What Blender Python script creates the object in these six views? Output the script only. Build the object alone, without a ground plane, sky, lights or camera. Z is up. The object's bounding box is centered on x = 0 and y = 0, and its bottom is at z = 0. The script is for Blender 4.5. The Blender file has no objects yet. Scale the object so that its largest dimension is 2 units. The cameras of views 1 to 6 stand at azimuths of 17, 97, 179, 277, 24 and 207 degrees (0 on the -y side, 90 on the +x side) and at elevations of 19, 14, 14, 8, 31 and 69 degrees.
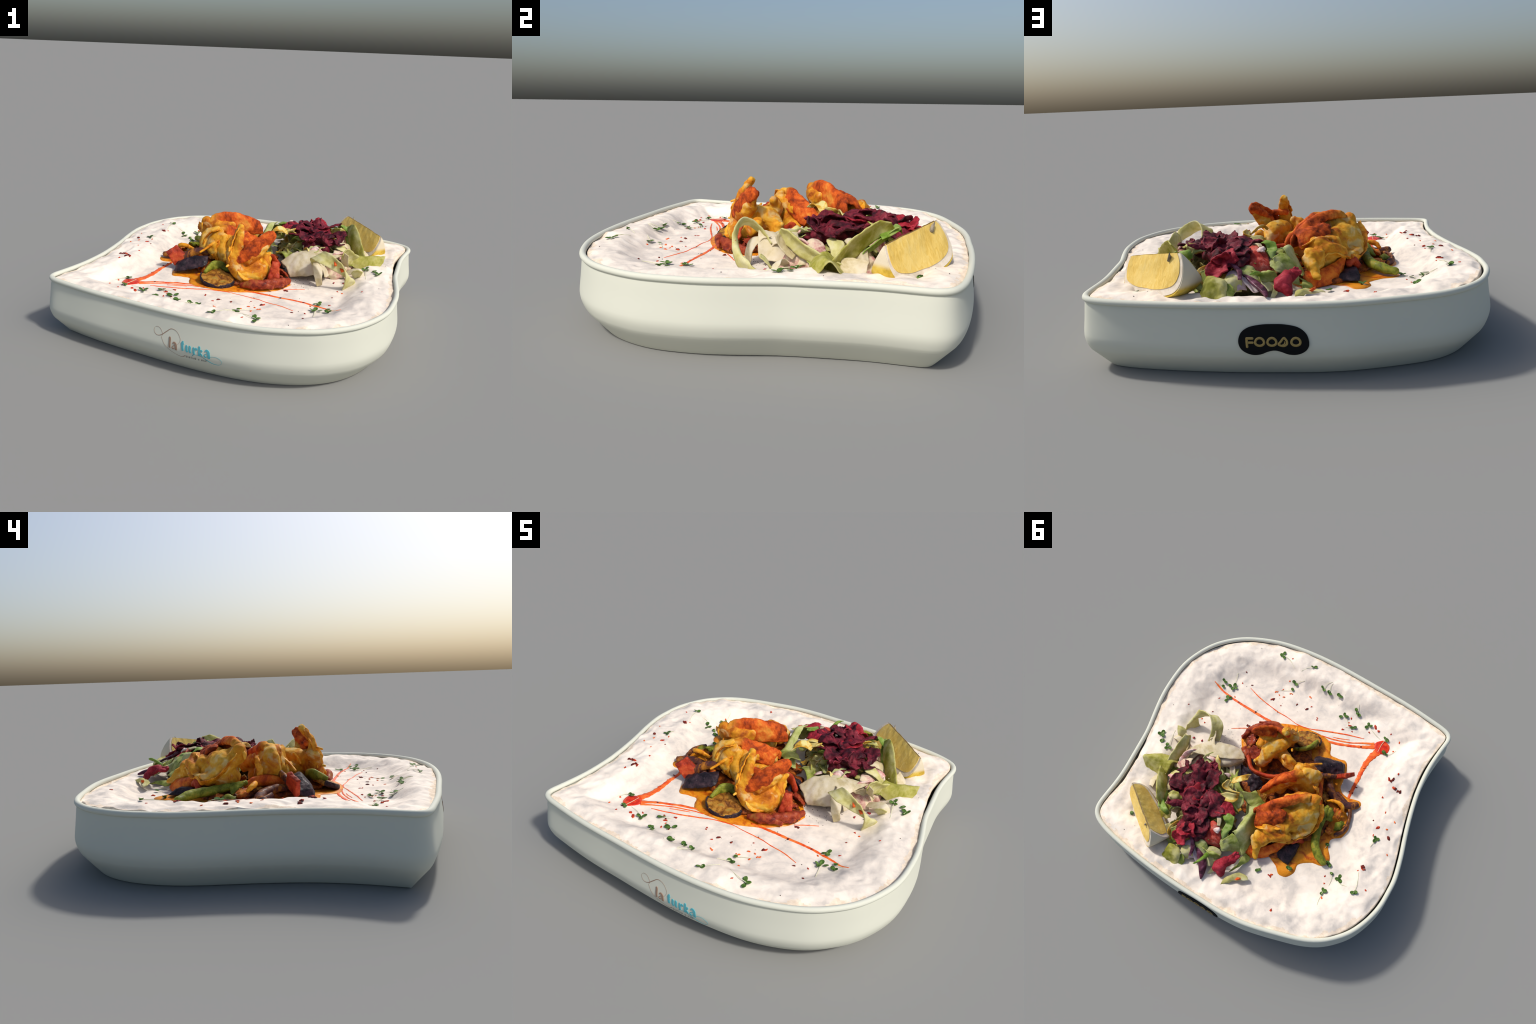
# A grilled prawn and salad dish on a lumpy white plate, set in an enamelled serving tray.
# Frame: metres, z up, centred on x = y = 0, standing on z = 0.
import math, random
import bpy, bmesh
import numpy as np
from mathutils import Matrix, Vector

rng = np.random.default_rng(7)
random.seed(7)

# ------------------------------------------------------------------ noise and curves
_perm = np.random.default_rng(11).permutation(256)
_perm = np.concatenate([_perm, _perm, _perm])
_grad = np.random.default_rng(12).normal(size=(256, 3))
_grad /= np.linalg.norm(_grad, axis=1)[:, None]


def noise(p, scale=1.0, seed=0):
    """Gradient noise in about -1..1 at points p (n, 3)."""
    p = np.asarray(p, float) * scale + seed * 17.31
    i = np.floor(p).astype(int)
    f = p - i
    w = f * f * f * (f * (f * 6 - 15) + 10)
    out = np.zeros(len(p))
    for dx in (0, 1):
        for dy in (0, 1):
            for dz in (0, 1):
                h = _perm[_perm[_perm[(i[:, 0] + dx) & 255] + ((i[:, 1] + dy) & 255)] + ((i[:, 2] + dz) & 255)]
                g = (_grad[h] * (f - (dx, dy, dz))).sum(1)
                wx = w[:, 0] if dx else 1 - w[:, 0]
                wy = w[:, 1] if dy else 1 - w[:, 1]
                wz = w[:, 2] if dz else 1 - w[:, 2]
                out += g * wx * wy * wz
    return out * 1.6


def fractal(p, scale, octaves=3, seed=0, gain=0.5):
    out, a = 0, 1.0
    for k in range(octaves):
        out = out + a * noise(p, scale * 2 ** k, seed + k)
        a *= gain
    return out


def smoothstep(a, b, x):
    t = np.clip((np.asarray(x, float) - a) / (b - a), 0, 1)
    return t * t * (3 - 2 * t)


def spline(pts, n, closed=False):
    """Centripetal-free Catmull-Rom through pts, n samples evenly spread over the control points."""
    p = np.asarray(pts, float)
    if p.ndim == 1:
        p = p[:, None]
    m = len(p)
    if m == 1:
        return np.repeat(p, n, 0)
    if closed:
        t = np.arange(n) / n * m
    else:
        t = np.linspace(0, m - 1, n)
    i = np.floor(t).astype(int)
    if not closed:
        i = np.minimum(i, m - 2)
    f = (t - i)[:, None]
    if closed:
        a, b, c, d = (p[(i + k) % m] for k in (-1, 0, 1, 2))
    else:
        ext = np.vstack([2 * p[0] - p[1], p, 2 * p[-1] - p[-2]])
        a, b, c, d = (ext[i + k] for k in (0, 1, 2, 3))
    return 0.5 * (2 * b + (c - a) * f + (2 * a - 5 * b + 4 * c - d) * f ** 2 + (3 * b - a - 3 * c + d) * f ** 3)


def unit(v):
    return v / np.maximum(np.linalg.norm(v, axis=-1, keepdims=True), 1e-9)


# ------------------------------------------------------------------ object helpers
def link(ob, parent=None):
    bpy.context.scene.collection.objects.link(ob)
    if parent is not None:
        ob.parent = parent
        ob.location = Vector(ob.location) - Vector(parent["spot"])
    return ob


def thing(name, label, category, spot):
    ob = bpy.data.objects.new(name, None)
    ob.empty_display_size = 0.05
    ob.location = spot
    ob["label"], ob["category"], ob["spot"] = label, category, [float(v) for v in spot]
    bpy.context.scene.collection.objects.link(ob)
    return ob


def mesh_object(name, verts, faces, mat, parent=None, smooth=True, angle=None, stuff=False):
    verts = np.asarray(verts, float)
    c = (verts.min(0) + verts.max(0)) / 2
    me = bpy.data.meshes.new(name)
    me.from_pydata((verts - c).tolist(), [], faces if isinstance(faces, list) else faces.tolist())
    me.validate()
    bm = bmesh.new()
    bm.from_mesh(me)
    bmesh.ops.recalc_face_normals(bm, faces=bm.faces)
    bm.to_mesh(me)
    bm.free()
    me.materials.append(mat)
    me.polygons.foreach_set("use_smooth", [smooth] * len(me.polygons))
    if smooth and angle:
        me.set_sharp_from_angle(angle=math.radians(angle))
    ob = bpy.data.objects.new(name, me)
    ob.location = c
    ob["spot"] = [float(v) for v in c]
    if stuff:
        ob["kind"] = "stuff"
    return link(ob, parent)


def grid_faces(nu, nv, wrap_u=False, wrap_v=False):
    u = np.arange(nu if wrap_u else nu - 1)
    v = np.arange(nv if wrap_v else nv - 1)
    U, V = np.meshgrid(u, v, indexing="ij")
    U, V = U.ravel(), V.ravel()
    a = U * nv + V
    b = ((U + 1) % nu) * nv + V
    c = ((U + 1) % nu) * nv + (V + 1) % nv
    d = U * nv + (V + 1) % nv
    return np.stack([a, b, c, d], 1).tolist()


# ------------------------------------------------------------------ shape builders
def sweep(pts, radii, n=18, m=None, side=None, power=2.0):
    """Solid tube along a spline. radii: list of r or (width, height); side: width direction(s)."""
    pts = np.asarray(pts, float)
    m = m or max(10, 6 * len(pts))
    P = spline(pts, m)
    R = spline(np.array([(r, r) if np.isscalar(r) else r for r in radii], float), m)
    R = np.maximum(R, 0.0008)
    T = unit(np.gradient(P, axis=0))
    if side is None:
        A = np.zeros_like(P)
        a = np.cross(T[0], (0.1, 0.2, 1.0))
        for k in range(m):
            a = a - T[k] * (a @ T[k])
            a /= max(np.linalg.norm(a), 1e-9)
            A[k] = a
    else:
        s = np.asarray(side, float)
        A = spline(s, m) if s.ndim == 2 else np.repeat(s[None], m, 0)
        A = unit(A - T * (A * T).sum(1)[:, None])
    B = np.cross(T, A)
    # rounded ends: extra rings that shrink
    caps = np.array([0.35, 0.7, 0.92])
    ring_P, ring_R, ring_A, ring_B = [], [], [], []
    for c in caps:
        k = np.sqrt(max(0, 1 - (1 - c) ** 2))
        ring_P.append(P[0] - T[0] * R[0].min() * (1 - c)); ring_R.append(R[0] * k); ring_A.append(A[0]); ring_B.append(B[0])
    for k in range(m):
        ring_P.append(P[k]); ring_R.append(R[k]); ring_A.append(A[k]); ring_B.append(B[k])
    for c in caps[::-1]:
        k = np.sqrt(max(0, 1 - (1 - c) ** 2))
        ring_P.append(P[-1] + T[-1] * R[-1].min() * (1 - c)); ring_R.append(R[-1] * k); ring_A.append(A[-1]); ring_B.append(B[-1])
    th = np.arange(n) / n * 2 * math.pi
    e = 2.0 / power
    ct = np.sign(np.cos(th)) * np.abs(np.cos(th)) ** e
    st = np.sign(np.sin(th)) * np.abs(np.sin(th)) ** e
    V = [p + r[0] * ct[:, None] * a + r[1] * st[:, None] * b for p, r, a, b in zip(ring_P, ring_R, ring_A, ring_B)]
    nr = len(V)
    V = np.concatenate(V)
    F = grid_faces(nr, n, wrap_v=True)
    V = np.vstack([V, P[0] - T[0] * R[0].min(), P[-1] + T[-1] * R[-1].min()])
    s, e_ = len(V) - 2, len(V) - 1
    F += [[s, (k + 1) % n, k] for k in range(n)] + [[e_, (nr - 1) * n + k, (nr - 1) * n + (k + 1) % n] for k in range(n)]
    return V, F


def join(parts):
    V, F, o = [], [], 0
    for v, f in parts:
        V.append(v)
        F += [[i + o for i in q] for q in f]
        o += len(v)
    return np.vstack(V), F


def vertex_normals(V, F):
    N = np.zeros_like(V)
    for k in (3, 4):
        Q = np.array([f for f in F if len(f) == k])
        if len(Q):
            n = np.cross(V[Q[:, 1]] - V[Q[:, 0]], V[Q[:, -1]] - V[Q[:, 0]])
            for j in range(k):
                np.add.at(N, Q[:, j], n)
    return unit(N)


def hull(points):
    bm = bmesh.new()
    for p in points:
        bm.verts.new(p)
    bmesh.ops.convex_hull(bm, input=bm.verts)
    bmesh.ops.delete(bm, geom=[v for v in bm.verts if not v.link_faces], context="VERTS")
    bm.verts.index_update()
    V = np.array([v.co for v in bm.verts])
    F = [[v.index for v in f.verts] for f in bm.faces]
    bm.free()
    return V, F


def ball(c, r, n=16):
    r = np.array([r, r, r] if np.isscalar(r) else r, float)
    a = np.linspace(0, math.pi, n)
    b = np.arange(2 * n) / (2 * n) * 2 * math.pi
    V = np.array([[math.sin(x) * math.cos(y), math.sin(x) * math.sin(y), math.cos(x)] for x in a[1:-1] for y in b])
    F = grid_faces(n - 2, 2 * n, wrap_v=True)
    V = np.vstack([V, (0, 0, 1), (0, 0, -1)])
    t, d, w = len(V) - 2, len(V) - 1, 2 * n
    F += [[t, k, (k + 1) % w] for k in range(w)] + [[d, (n - 3) * w + (k + 1) % w, (n - 3) * w + k] for k in range(w)]
    return V * r + np.asarray(c, float), F


def fuse(parts, voxel=0.007, smooth=4, bumps=()):
    """Melt overlapping solids into one skin, relax it, then push it in and out with noise.
    bumps: (amplitude, scale, seed[, ridged])"""
    V, F = join(parts)
    me = bpy.data.meshes.new("tmp")
    me.from_pydata(V.tolist(), [], F)
    ob = bpy.data.objects.new("tmp", me)
    bpy.context.scene.collection.objects.link(ob)
    m = ob.modifiers.new("r", "REMESH")
    m.mode, m.voxel_size = "VOXEL", voxel
    if smooth:
        s = ob.modifiers.new("s", "SMOOTH")
        s.factor, s.iterations = 0.5, smooth
    dg = bpy.context.evaluated_depsgraph_get()
    ev = ob.evaluated_get(dg).to_mesh()
    V = np.empty(len(ev.vertices) * 3)
    ev.vertices.foreach_get("co", V)
    V = V.reshape(-1, 3)
    F = [list(p.vertices) for p in ev.polygons]
    N = np.empty(len(ev.vertices) * 3)
    ev.vertex_normals.foreach_get("vector", N)
    N = N.reshape(-1, 3)
    bpy.data.objects.remove(ob)
    bpy.data.meshes.remove(me)
    for b in bumps:
        q = fractal(V, b[1], 2, b[2])
        if len(b) > 3:
            q = 0.5 - np.abs(q) * 1.6
        V = V + N * (b[0] * q)[:, None]
    return V, F


def sheet(grid, thick=0.005, nu=28, nv=20, ruffle=0.0, ruffle_scale=18, jag=0.0, wrinkle=0.003, seed=0, midrib=0.0):
    """Leaf or limp slice: a bent sheet through a grid of control points, with real thickness and torn, wavy borders."""
    g = [spline(np.array(r, float), nv) for r in grid]
    g = np.stack([spline(np.array([r[k] for r in g]), nu) for k in range(nv)], 1)  # nu, nv, 3
    if jag:
        u = np.linspace(0, 1, nu)
        v = np.linspace(0, 1, nv)
        for axis, k in ((0, nu), (1, nv)):
            for end in (0, -1):
                edge = (g[:, end] if axis == 0 else g[end, :]).copy()
                inner = g[:, 1 if end == 0 else -2] if axis == 0 else g[1 if end == 0 else -2, :]
                out = unit(edge - inner)
                a = jag * fractal(edge, 26, 3, seed + 5 + axis)
                if axis == 0:
                    for q, w in ((0, 1), (1, .6), (2, .3)):
                        g[:, q if end == 0 else -1 - q] += out * (a * w)[:, None]
                else:
                    for q, w in ((0, 1), (1, .6), (2, .3)):
                        g[q if end == 0 else -1 - q, :] += out * (a * w)[:, None]
    V = g.reshape(-1, 3)
    F = grid_faces(nu, nv)
    N = vertex_normals(V, F)
    U, W = np.meshgrid(np.linspace(-1, 1, nu), np.linspace(-1, 1, nv), indexing="ij")
    e = np.maximum(np.abs(U), np.abs(W)).ravel() ** 2
    V = V + N * (wrinkle * fractal(V, 22, 3, seed) + ruffle * e * noise(V, ruffle_scale, seed + 3))[:, None]
    N = vertex_normals(V, F)
    t = thick * (0.75 + 0.25 * (1 - e)) + midrib * np.exp(-(W.ravel() / 0.18) ** 2)
    top, bot = V + N * t[:, None] / 2, V - N * t[:, None] / 2
    n = len(V)
    F2 = [list(q) for q in F] + [[i + n for i in q[::-1]] for q in F]
    idx = np.arange(n).reshape(nu, nv)
    rim = np.concatenate([idx[0, :-1], idx[:-1, -1], idx[-1, :0:-1], idx[:0:-1, 0]])
    m = len(rim)
    # one extra ring so that the border is rounded
    mid = V[rim] + unit(V[rim] - V.mean(0)) * thick * 0.25
    F2 += [[int(rim[k]), int(rim[(k + 1) % m]), 2 * n + (k + 1) % m, 2 * n + k] for k in range(m)]
    F2 += [[2 * n + k, 2 * n + (k + 1) % m, int(rim[(k + 1) % m]) + n, int(rim[k]) + n] for k in range(m)]
    return np.vstack([top, bot, mid]), F2


def strip(line, half, sides, thick=0.006, n=30, nv=12, curl=0.0, **kw):
    """Leaf strip: centre line, half widths and width directions at the control points; curl bows it across."""
    P = np.asarray(line, float)
    S = unit(np.asarray(sides, float) if np.ndim(sides) == 2 else np.repeat(np.array([sides], float), len(P), 0))
    T = unit(np.gradient(P, axis=0))
    Bn = unit(np.cross(T, S))
    h = np.asarray(half, float) if np.ndim(half) else np.full(len(P), half)
    grid = [[P[k] - S[k] * h[k] - Bn[k] * curl * h[k], P[k], P[k] + S[k] * h[k] - Bn[k] * curl * h[k]] for k in range(len(P))]
    return sheet(grid, thick, n, nv, **kw)


# ------------------------------------------------------------------ materials
def lin(h):
    c = [int(h[i:i + 2], 16) / 255 for i in (1, 3, 5)]
    return tuple((x / 12.92 if x <= 0.04045 else ((x + 0.055) / 1.055) ** 2.4) for x in c) + (1.0,)


class Mat:
    """Small builder of node materials on world-position coordinates."""

    def __init__(self, name, rough=0.5, spec=0.5, coat=0.0, sss=0.0, sss_color=None):
        self.m = bpy.data.materials.new(name)
        self.m.use_nodes = True
        self.t = self.m.node_tree
        self.b = self.t.nodes["Principled BSDF"]
        self.b.inputs["Roughness"].default_value = min(0.85, rough + 0.18)
        self.b.inputs["Specular IOR Level"].default_value = spec * 0.5
        self.b.inputs["Coat Weight"].default_value = coat * 0.3
        self.b.inputs["Coat Roughness"].default_value = 0.15
        if sss:
            self.b.inputs["Subsurface Weight"].default_value = sss
            self.b.inputs["Subsurface Radius"].default_value = (0.02, 0.01, 0.006)
            self.b.inputs["Subsurface Scale"].default_value = 0.5
        self.pos = self.t.nodes.new("ShaderNodeNewGeometry").outputs["Position"]

    def new(self, kind, **kw):
        n = self.t.nodes.new(kind)
        for k, v in kw.items():
            setattr(n, k, v)
        return n

    def put(self, sock, v):
        if isinstance(v, bpy.types.NodeSocket):
            self.t.links.new(v, sock)
        else:
            sock.default_value = v

    def mapped(self, scale=(1, 1, 1), rot=(0, 0, 0), off=(0, 0, 0), src=None):
        n = self.new("ShaderNodeMapping")
        self.put(n.inputs["Vector"], src or self.pos)
        n.inputs["Scale"].default_value, n.inputs["Rotation"].default_value, n.inputs["Location"].default_value = scale, rot, off
        return n.outputs[0]

    def noise(self, scale, detail=4, rough=0.55, distort=0.0, vec=None):
        n = self.new("ShaderNodeTexNoise")
        self.put(n.inputs["Vector"], vec or self.pos)
        n.inputs["Scale"].default_value, n.inputs["Detail"].default_value = scale, detail
        n.inputs["Roughness"].default_value, n.inputs["Distortion"].default_value = rough, distort
        return n.outputs["Fac"]

    def voronoi(self, scale, feature="F1", vec=None):
        n = self.new("ShaderNodeTexVoronoi", feature=feature)
        self.put(n.inputs["Vector"], vec or self.pos)
        n.inputs["Scale"].default_value = scale
        return n.outputs["Distance"]

    def ramp(self, fac, stops, interp="LINEAR"):
        n = self.new("ShaderNodeValToRGB")
        n.color_ramp.interpolation = interp
        self.put(n.inputs[0], fac)
        el = n.color_ramp.elements
        while len(el) < len(stops):
            el.new(0.5)
        for e, (p, c) in zip(el, stops):
            e.position = p
            e.color = lin(c) if isinstance(c, str) else (c, c, c, 1)
        return n.outputs["Color"]

    def mask(self, fac, a, b):
        n = self.new("ShaderNodeMapRange", interpolation_type="SMOOTHSTEP")
        self.put(n.inputs[0], fac)
        n.inputs[1].default_value, n.inputs[2].default_value = a, b
        return n.outputs[0]

    def math(self, op, a, b=0.0):
        n = self.new("ShaderNodeMath", operation=op)
        self.put(n.inputs[0], a)
        self.put(n.inputs[1], b)
        return n.outputs[0]

    def mix(self, fac, a, b):
        n = self.new("ShaderNodeMix", data_type="RGBA")
        self.put(n.inputs["Factor"], fac)
        self.put(n.inputs[6], lin(a) if isinstance(a, str) else a)
        self.put(n.inputs[7], lin(b) if isinstance(b, str) else b)
        return n.outputs[2]

    def axis(self, direction, off=0.0):
        n = self.new("ShaderNodeVectorMath", operation="DOT_PRODUCT")
        self.put(n.inputs[0], self.pos)
        n.inputs[1].default_value = direction
        return self.math("ADD", n.outputs["Value"], off)

    def near(self, point):
        n = self.new("ShaderNodeVectorMath", operation="DISTANCE")
        self.put(n.inputs[0], self.pos)
        n.inputs[1].default_value = point
        return n.outputs["Value"]

    def bump(self, height, strength=0.3, dist=0.004):
        n = self.new("ShaderNodeBump")
        n.inputs["Strength"].default_value, n.inputs["Distance"].default_value = strength, dist
        self.put(n.inputs["Height"], height)
        self.t.links.new(n.outputs[0], self.b.inputs["Normal"])

    def color(self, c):
        self.put(self.b.inputs["Base Color"], lin(c) if isinstance(c, str) else c)
        return self.m

    def done(self, c, translucent=0.0):
        self.color(c)
        if translucent:
            tr = self.new("ShaderNodeBsdfTranslucent")
            if isinstance(c, bpy.types.NodeSocket):
                self.t.links.new(c, tr.inputs[0])
            else:
                tr.inputs[0].default_value = lin(c)
            mx = self.new("ShaderNodeMixShader")
            mx.inputs[0].default_value = translucent
            out = self.t.nodes["Material Output"]
            self.t.links.new(self.b.outputs[0], mx.inputs[1])
            self.t.links.new(tr.outputs[0], mx.inputs[2])
            self.t.links.new(mx.outputs[0], out.inputs[0])
        return self.m


def blotchy(name, stops, scale=14, rough=0.4, coat=0.0, grain=120, bump=0.25, translucent=0.0, stretch=None, specks=None, distort=0.6, spec=0.4, contrast=1.6):
    """Food surface: a few colours in soft blotches with finer grain over them."""
    M = Mat(name, rough, spec, coat)
    vec = M.mapped(stretch[0], stretch[1]) if stretch else None
    f = M.noise(scale, 5, 0.6, distort, vec)
    fine = M.noise(grain, 3, 0.6)
    f = M.math("ADD", M.math("MULTIPLY", M.math("SUBTRACT", f, 0.5), contrast), 0.5)
    f2 = M.math("ADD", f, M.math("MULTIPLY", M.math("SUBTRACT", fine, 0.5), 0.35))
    c = M.ramp(f2, stops)
    if specks:
        col, sc, cut = specks
        c = M.mix(M.mask(M.voronoi(sc), cut, cut * 0.55), c, col)
    M.bump(fine, bump, 0.003)
    return M.done(c, translucent)


enamel = Mat("enamel", 0.5, 0.25)
enamel.color("#cfd1c3")
enamel = enamel.m
badge_black = Mat("badge_black", 0.75, 0.15).color("#191a1b")
badge_gold = Mat("badge_gold", 0.75, 0.15).color("#a08b57")
print_brown = Mat("print_brown", 0.7, 0.2).color("#967f6e")
print_teal = Mat("print_teal", 0.7, 0.2).color("#5aa8b3")
print_grey = Mat("print_grey", 0.7, 0.2).color("#8b8d88")

# ------------------------------------------------------------------ serving tray
RIM_Z, RIM_R = 0.345, 0.0145
RIM = [(0.944, 0.056), (0.967, -0.111), (0.979, -0.238), (0.975, -0.37), (0.955, -0.511), (0.904, -0.633), (0.829, -0.743),
       (0.738, -0.824), (0.639, -0.884), (0.505, -0.93), (0.364, -0.958), (0.214, -0.965), (0.06, -0.959), (-0.096, -0.942),
       (-0.254, -0.917), (-0.4, -0.891), (-0.562, -0.863), (-0.7, -0.833), (-0.829, -0.799), (-0.921, -0.773), (-0.959, -0.756),
       (-0.980, -0.738), (-0.981, -0.712), (-0.963, -0.648), (-0.938, -0.54), (-0.923, -0.452), (-0.915, -0.349), (-0.919, -0.237),
       (-0.931, -0.084), (-0.948, 0.049), (-0.969, 0.176), (-0.984, 0.331), (-0.977, 0.412), (-0.959, 0.533), (-0.917, 0.64),
       (-0.852, 0.74), (-0.777, 0.813), (-0.694, 0.863), (-0.584, 0.903), (-0.447, 0.929), (-0.327, 0.948), (-0.205, 0.96),
       (-0.05, 0.955), (0.094, 0.943), (0.237, 0.927), (0.388, 0.904), (0.545, 0.873), (0.705, 0.835), (0.836, 0.796), (0.921, 0.758),
       (0.966, 0.722), (0.982, 0.669), (0.971, 0.587), (0.954, 0.49), (0.944, 0.385), (0.943, 0.263), (0.943, 0.15)]
RIM = [(x + (0.0055 if x < -0.9 and y > -0.3 else 0.0) - (0.002 if x > 0.9 else 0.0), y + (0.006 if y > 0.85 and x < -0.02 else 0.0)) for x, y in RIM]


def even_loop(pts, n):
    p = spline(pts, 4000, True)
    d = np.concatenate([[0], np.cumsum(np.linalg.norm(np.diff(np.vstack([p, p[:1]]), axis=0), axis=1))])
    s = np.arange(n) / n * d[-1]
    q = np.vstack([p, p[:1]])
    return np.stack([np.interp(s, d, q[:, k]) for k in (0, 1)], 1), d[-1]


NR = 420
rim_xy, RIM_LEN = even_loop(RIM, NR)
for _ in range(6):
    rim_xy = rim_xy * 0.5 + (np.roll(rim_xy, 1, 0) + np.roll(rim_xy, -1, 0)) * 0.25
_t = unit(np.roll(rim_xy, -1, 0) - np.roll(rim_xy, 1, 0))
rim_n = np.stack([_t[:, 1], -_t[:, 0]], 1)
OUT_SIGN = 1.0 if (rim_n * rim_xy).sum() > 0 else -1.0
rim_n = rim_n * OUT_SIGN
for _ in range(10):
    rim_n = unit(rim_n * 0.5 + (np.roll(rim_n, 1, 0) + np.roll(rim_n, -1, 0)) * 0.25)


def inset_outline(d, steps=24):
    """Outline shrunk inward by d without folding over itself at the pointed corners; vertices keep their partners."""
    p = rim_xy.copy()
    for _ in range(steps):
        t = unit(np.roll(p, -1, 0) - np.roll(p, 1, 0))
        n = np.stack([t[:, 1], -t[:, 0]], 1) * OUT_SIGN
        p = p - n * d / steps
        for _ in range(1):
            p = p * 0.5 + (np.roll(p, 1, 0) + np.roll(p, -1, 0)) * 0.25
    return p


def lofted_wall(profile, closed=False):
    """Sweep a section (offset outward from the rim line, height) round the tray outline."""
    V = np.concatenate([np.column_stack([outline_at(o), np.full(NR, z)]) for o, z in profile])
    n = len(profile)
    return V.reshape(n, NR, 3), grid_faces(n, NR, wrap_u=closed, wrap_v=True)


FOOT = 0.078
foot_xy = inset_outline(FOOT)
for _ in range(8):   # soften the pointed corners of the foot
    foot_xy = foot_xy * 0.5 + (np.roll(foot_xy, 1, 0) + np.roll(foot_xy, -1, 0)) * 0.25


def outline_at(o):
    """Tray outline at offset o: straight offsets near the rim, blending into the safely shrunk foot outline."""
    if o >= 0:
        return rim_xy + rim_n * o
    k = -o / FOOT
    return rim_xy * (1 - k) + foot_xy * k


tray = thing("serving_tray", "deep off-white enamelled tray with curved pointed outline", "serving tray", (0, 0, 0))

WALL = spline([(0.000, 0.338), (0.005, 0.318), (0.013, 0.25), (0.021, 0.19), (0.023, 0.163), (0.0195, 0.139), (0.010, 0.112), (0.0, 0.095)], 40)
outer = [(o, z) for o, z in WALL] + [(-0.02, 0.0705), (-0.04, 0.046), (-0.06, 0.0215), (-0.074, 0.0045), (-0.078, 0.0)]
inner = [(-0.086, 0.005), (-0.06, 0.035), (-0.03, 0.075), (-0.008, 0.12), (0.008, 0.165), (0.004, 0.22), (-0.005, 0.29), (-0.009, 0.34)]
V, F = lofted_wall(outer + inner, closed=True)
mesh_object("tray_wall", V.reshape(-1, 3), F, enamel, tray, angle=50)
ang = np.arange(16) / 16 * 2 * math.pi
V, F = lofted_wall([(RIM_R * math.cos(a) * 1.0, RIM_Z + RIM_R * math.sin(a)) for a in ang], closed=True)
mesh_object("rolled_rim", V.reshape(-1, 3), F, enamel, tray)
base = []
for z in (0.0, 0.006):
    for k in np.linspace(1, 0.02, 8):
        base.append((k, z))
V = np.concatenate([np.column_stack([outline_at(-0.079) * k, np.full(NR, z)]) for k, z in base[:8] + base[8:][::-1]])
mesh_object("tray_floor", V, grid_faces(16, NR, wrap_u=True, wrap_v=True), enamel, tray, angle=40)

# lettering: strokes drawn flat in (s, z), bent onto the wall
wall_o = np.array([o for o, z in WALL][::-1] + [])
wall_z = np.array([z for o, z in WALL][::-1])


def on_wall(s, z, out):
    """s: index along the outline (float), z: height, out: distance off the wall."""
    s = np.asarray(s, float)
    i = np.floor(s).astype(int)
    f = (s - i)[:, None]
    p = rim_xy[i % NR] * (1 - f) + rim_xy[(i + 1) % NR] * f
    n = unit(rim_n[i % NR] * (1 - f) + rim_n[(i + 1) % NR] * f)
    lowest = np.interp(z, [0.0, 0.095], [-0.078, 0.0])
    o = np.where(z > 0.095, np.interp(z, wall_z, wall_o), lowest)
    return np.column_stack([p + n * (o + out)[:, None], z])


def rim_index(x, y):
    return int(np.argmin(((rim_xy - (x, y)) ** 2).sum(1)))


STEP = RIM_LEN / NR


class Face:
    """Flat drawing board on the wall: u runs left to right for someone facing it, v is height."""

    def __init__(self, x, y, reading):
        self.i, self.dir = rim_index(x, y), reading

    def place(self, uv, out):
        uv = np.asarray(uv, float)
        return on_wall(self.i + self.dir * uv[:, 0] / STEP, uv[:, 1], np.full(len(uv), out) if np.isscalar(out) else out)


def brush(path, width, samples=None, closed=False):
    """2D outline pairs (left, right) of a stroke with varying width."""
    n = samples or 8 * len(path)
    p = spline(path, n, closed)
    w = spline(np.array(width, float), n, closed)[:, 0] if np.ndim(width) else np.full(n, width)
    if closed:
        t = np.roll(p, -1, 0) - np.roll(p, 1, 0)
    else:
        t = np.gradient(p, axis=0)
    t = unit(t)
    nrm = np.stack([-t[:, 1], t[:, 0]], 1)
    return p + nrm * w[:, None] / 2, p - nrm * w[:, None] / 2, closed


def stroke_solid(face, path, width, low, high, closed=False, samples=None, round_ends=False):
    l, r, closed = brush(path, width, samples, closed)
    if round_ends and not closed:
        def end(l0, r0, sgn):
            c, d = (l0 + r0) / 2, (l0 - r0) / 2
            ax = np.array([d[1], -d[0]]) * sgn
            return [(c + d * math.cos(a) + ax * math.sin(a), c - d * math.cos(a) + ax * math.sin(a)) for a in (1.4, 1.0, 0.5)]
        # ax points away from the stroke at its start / end
        s = end(l[0], r[0], -1)
        e = end(l[-1], r[-1], 1)[::-1]
        l = np.vstack([[x[0] for x in s], l, [x[0] for x in e]])
        r = np.vstack([[x[1] for x in s], r, [x[1] for x in e]])
    n = len(l)
    a, b = face.place(l, high), face.place(r, high)
    c, d = face.place(r, low), face.place(l, low)
    V = np.stack([a, b, c, d], 1).reshape(-1, 3)
    F = grid_faces(n, 4, wrap_u=closed, wrap_v=True)
    if not closed:
        F += [[0, 1, 2, 3], [4 * n - 1, 4 * n - 2, 4 * n - 3, 4 * n - 4]]
    return V, F


# black badge with gold letters on the back wall
back = Face(0.106, 0.942, 1)
if (rim_xy[(back.i + 5) % NR] - rim_xy[back.i])[0] > 0:
    back.dir = -1


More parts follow.
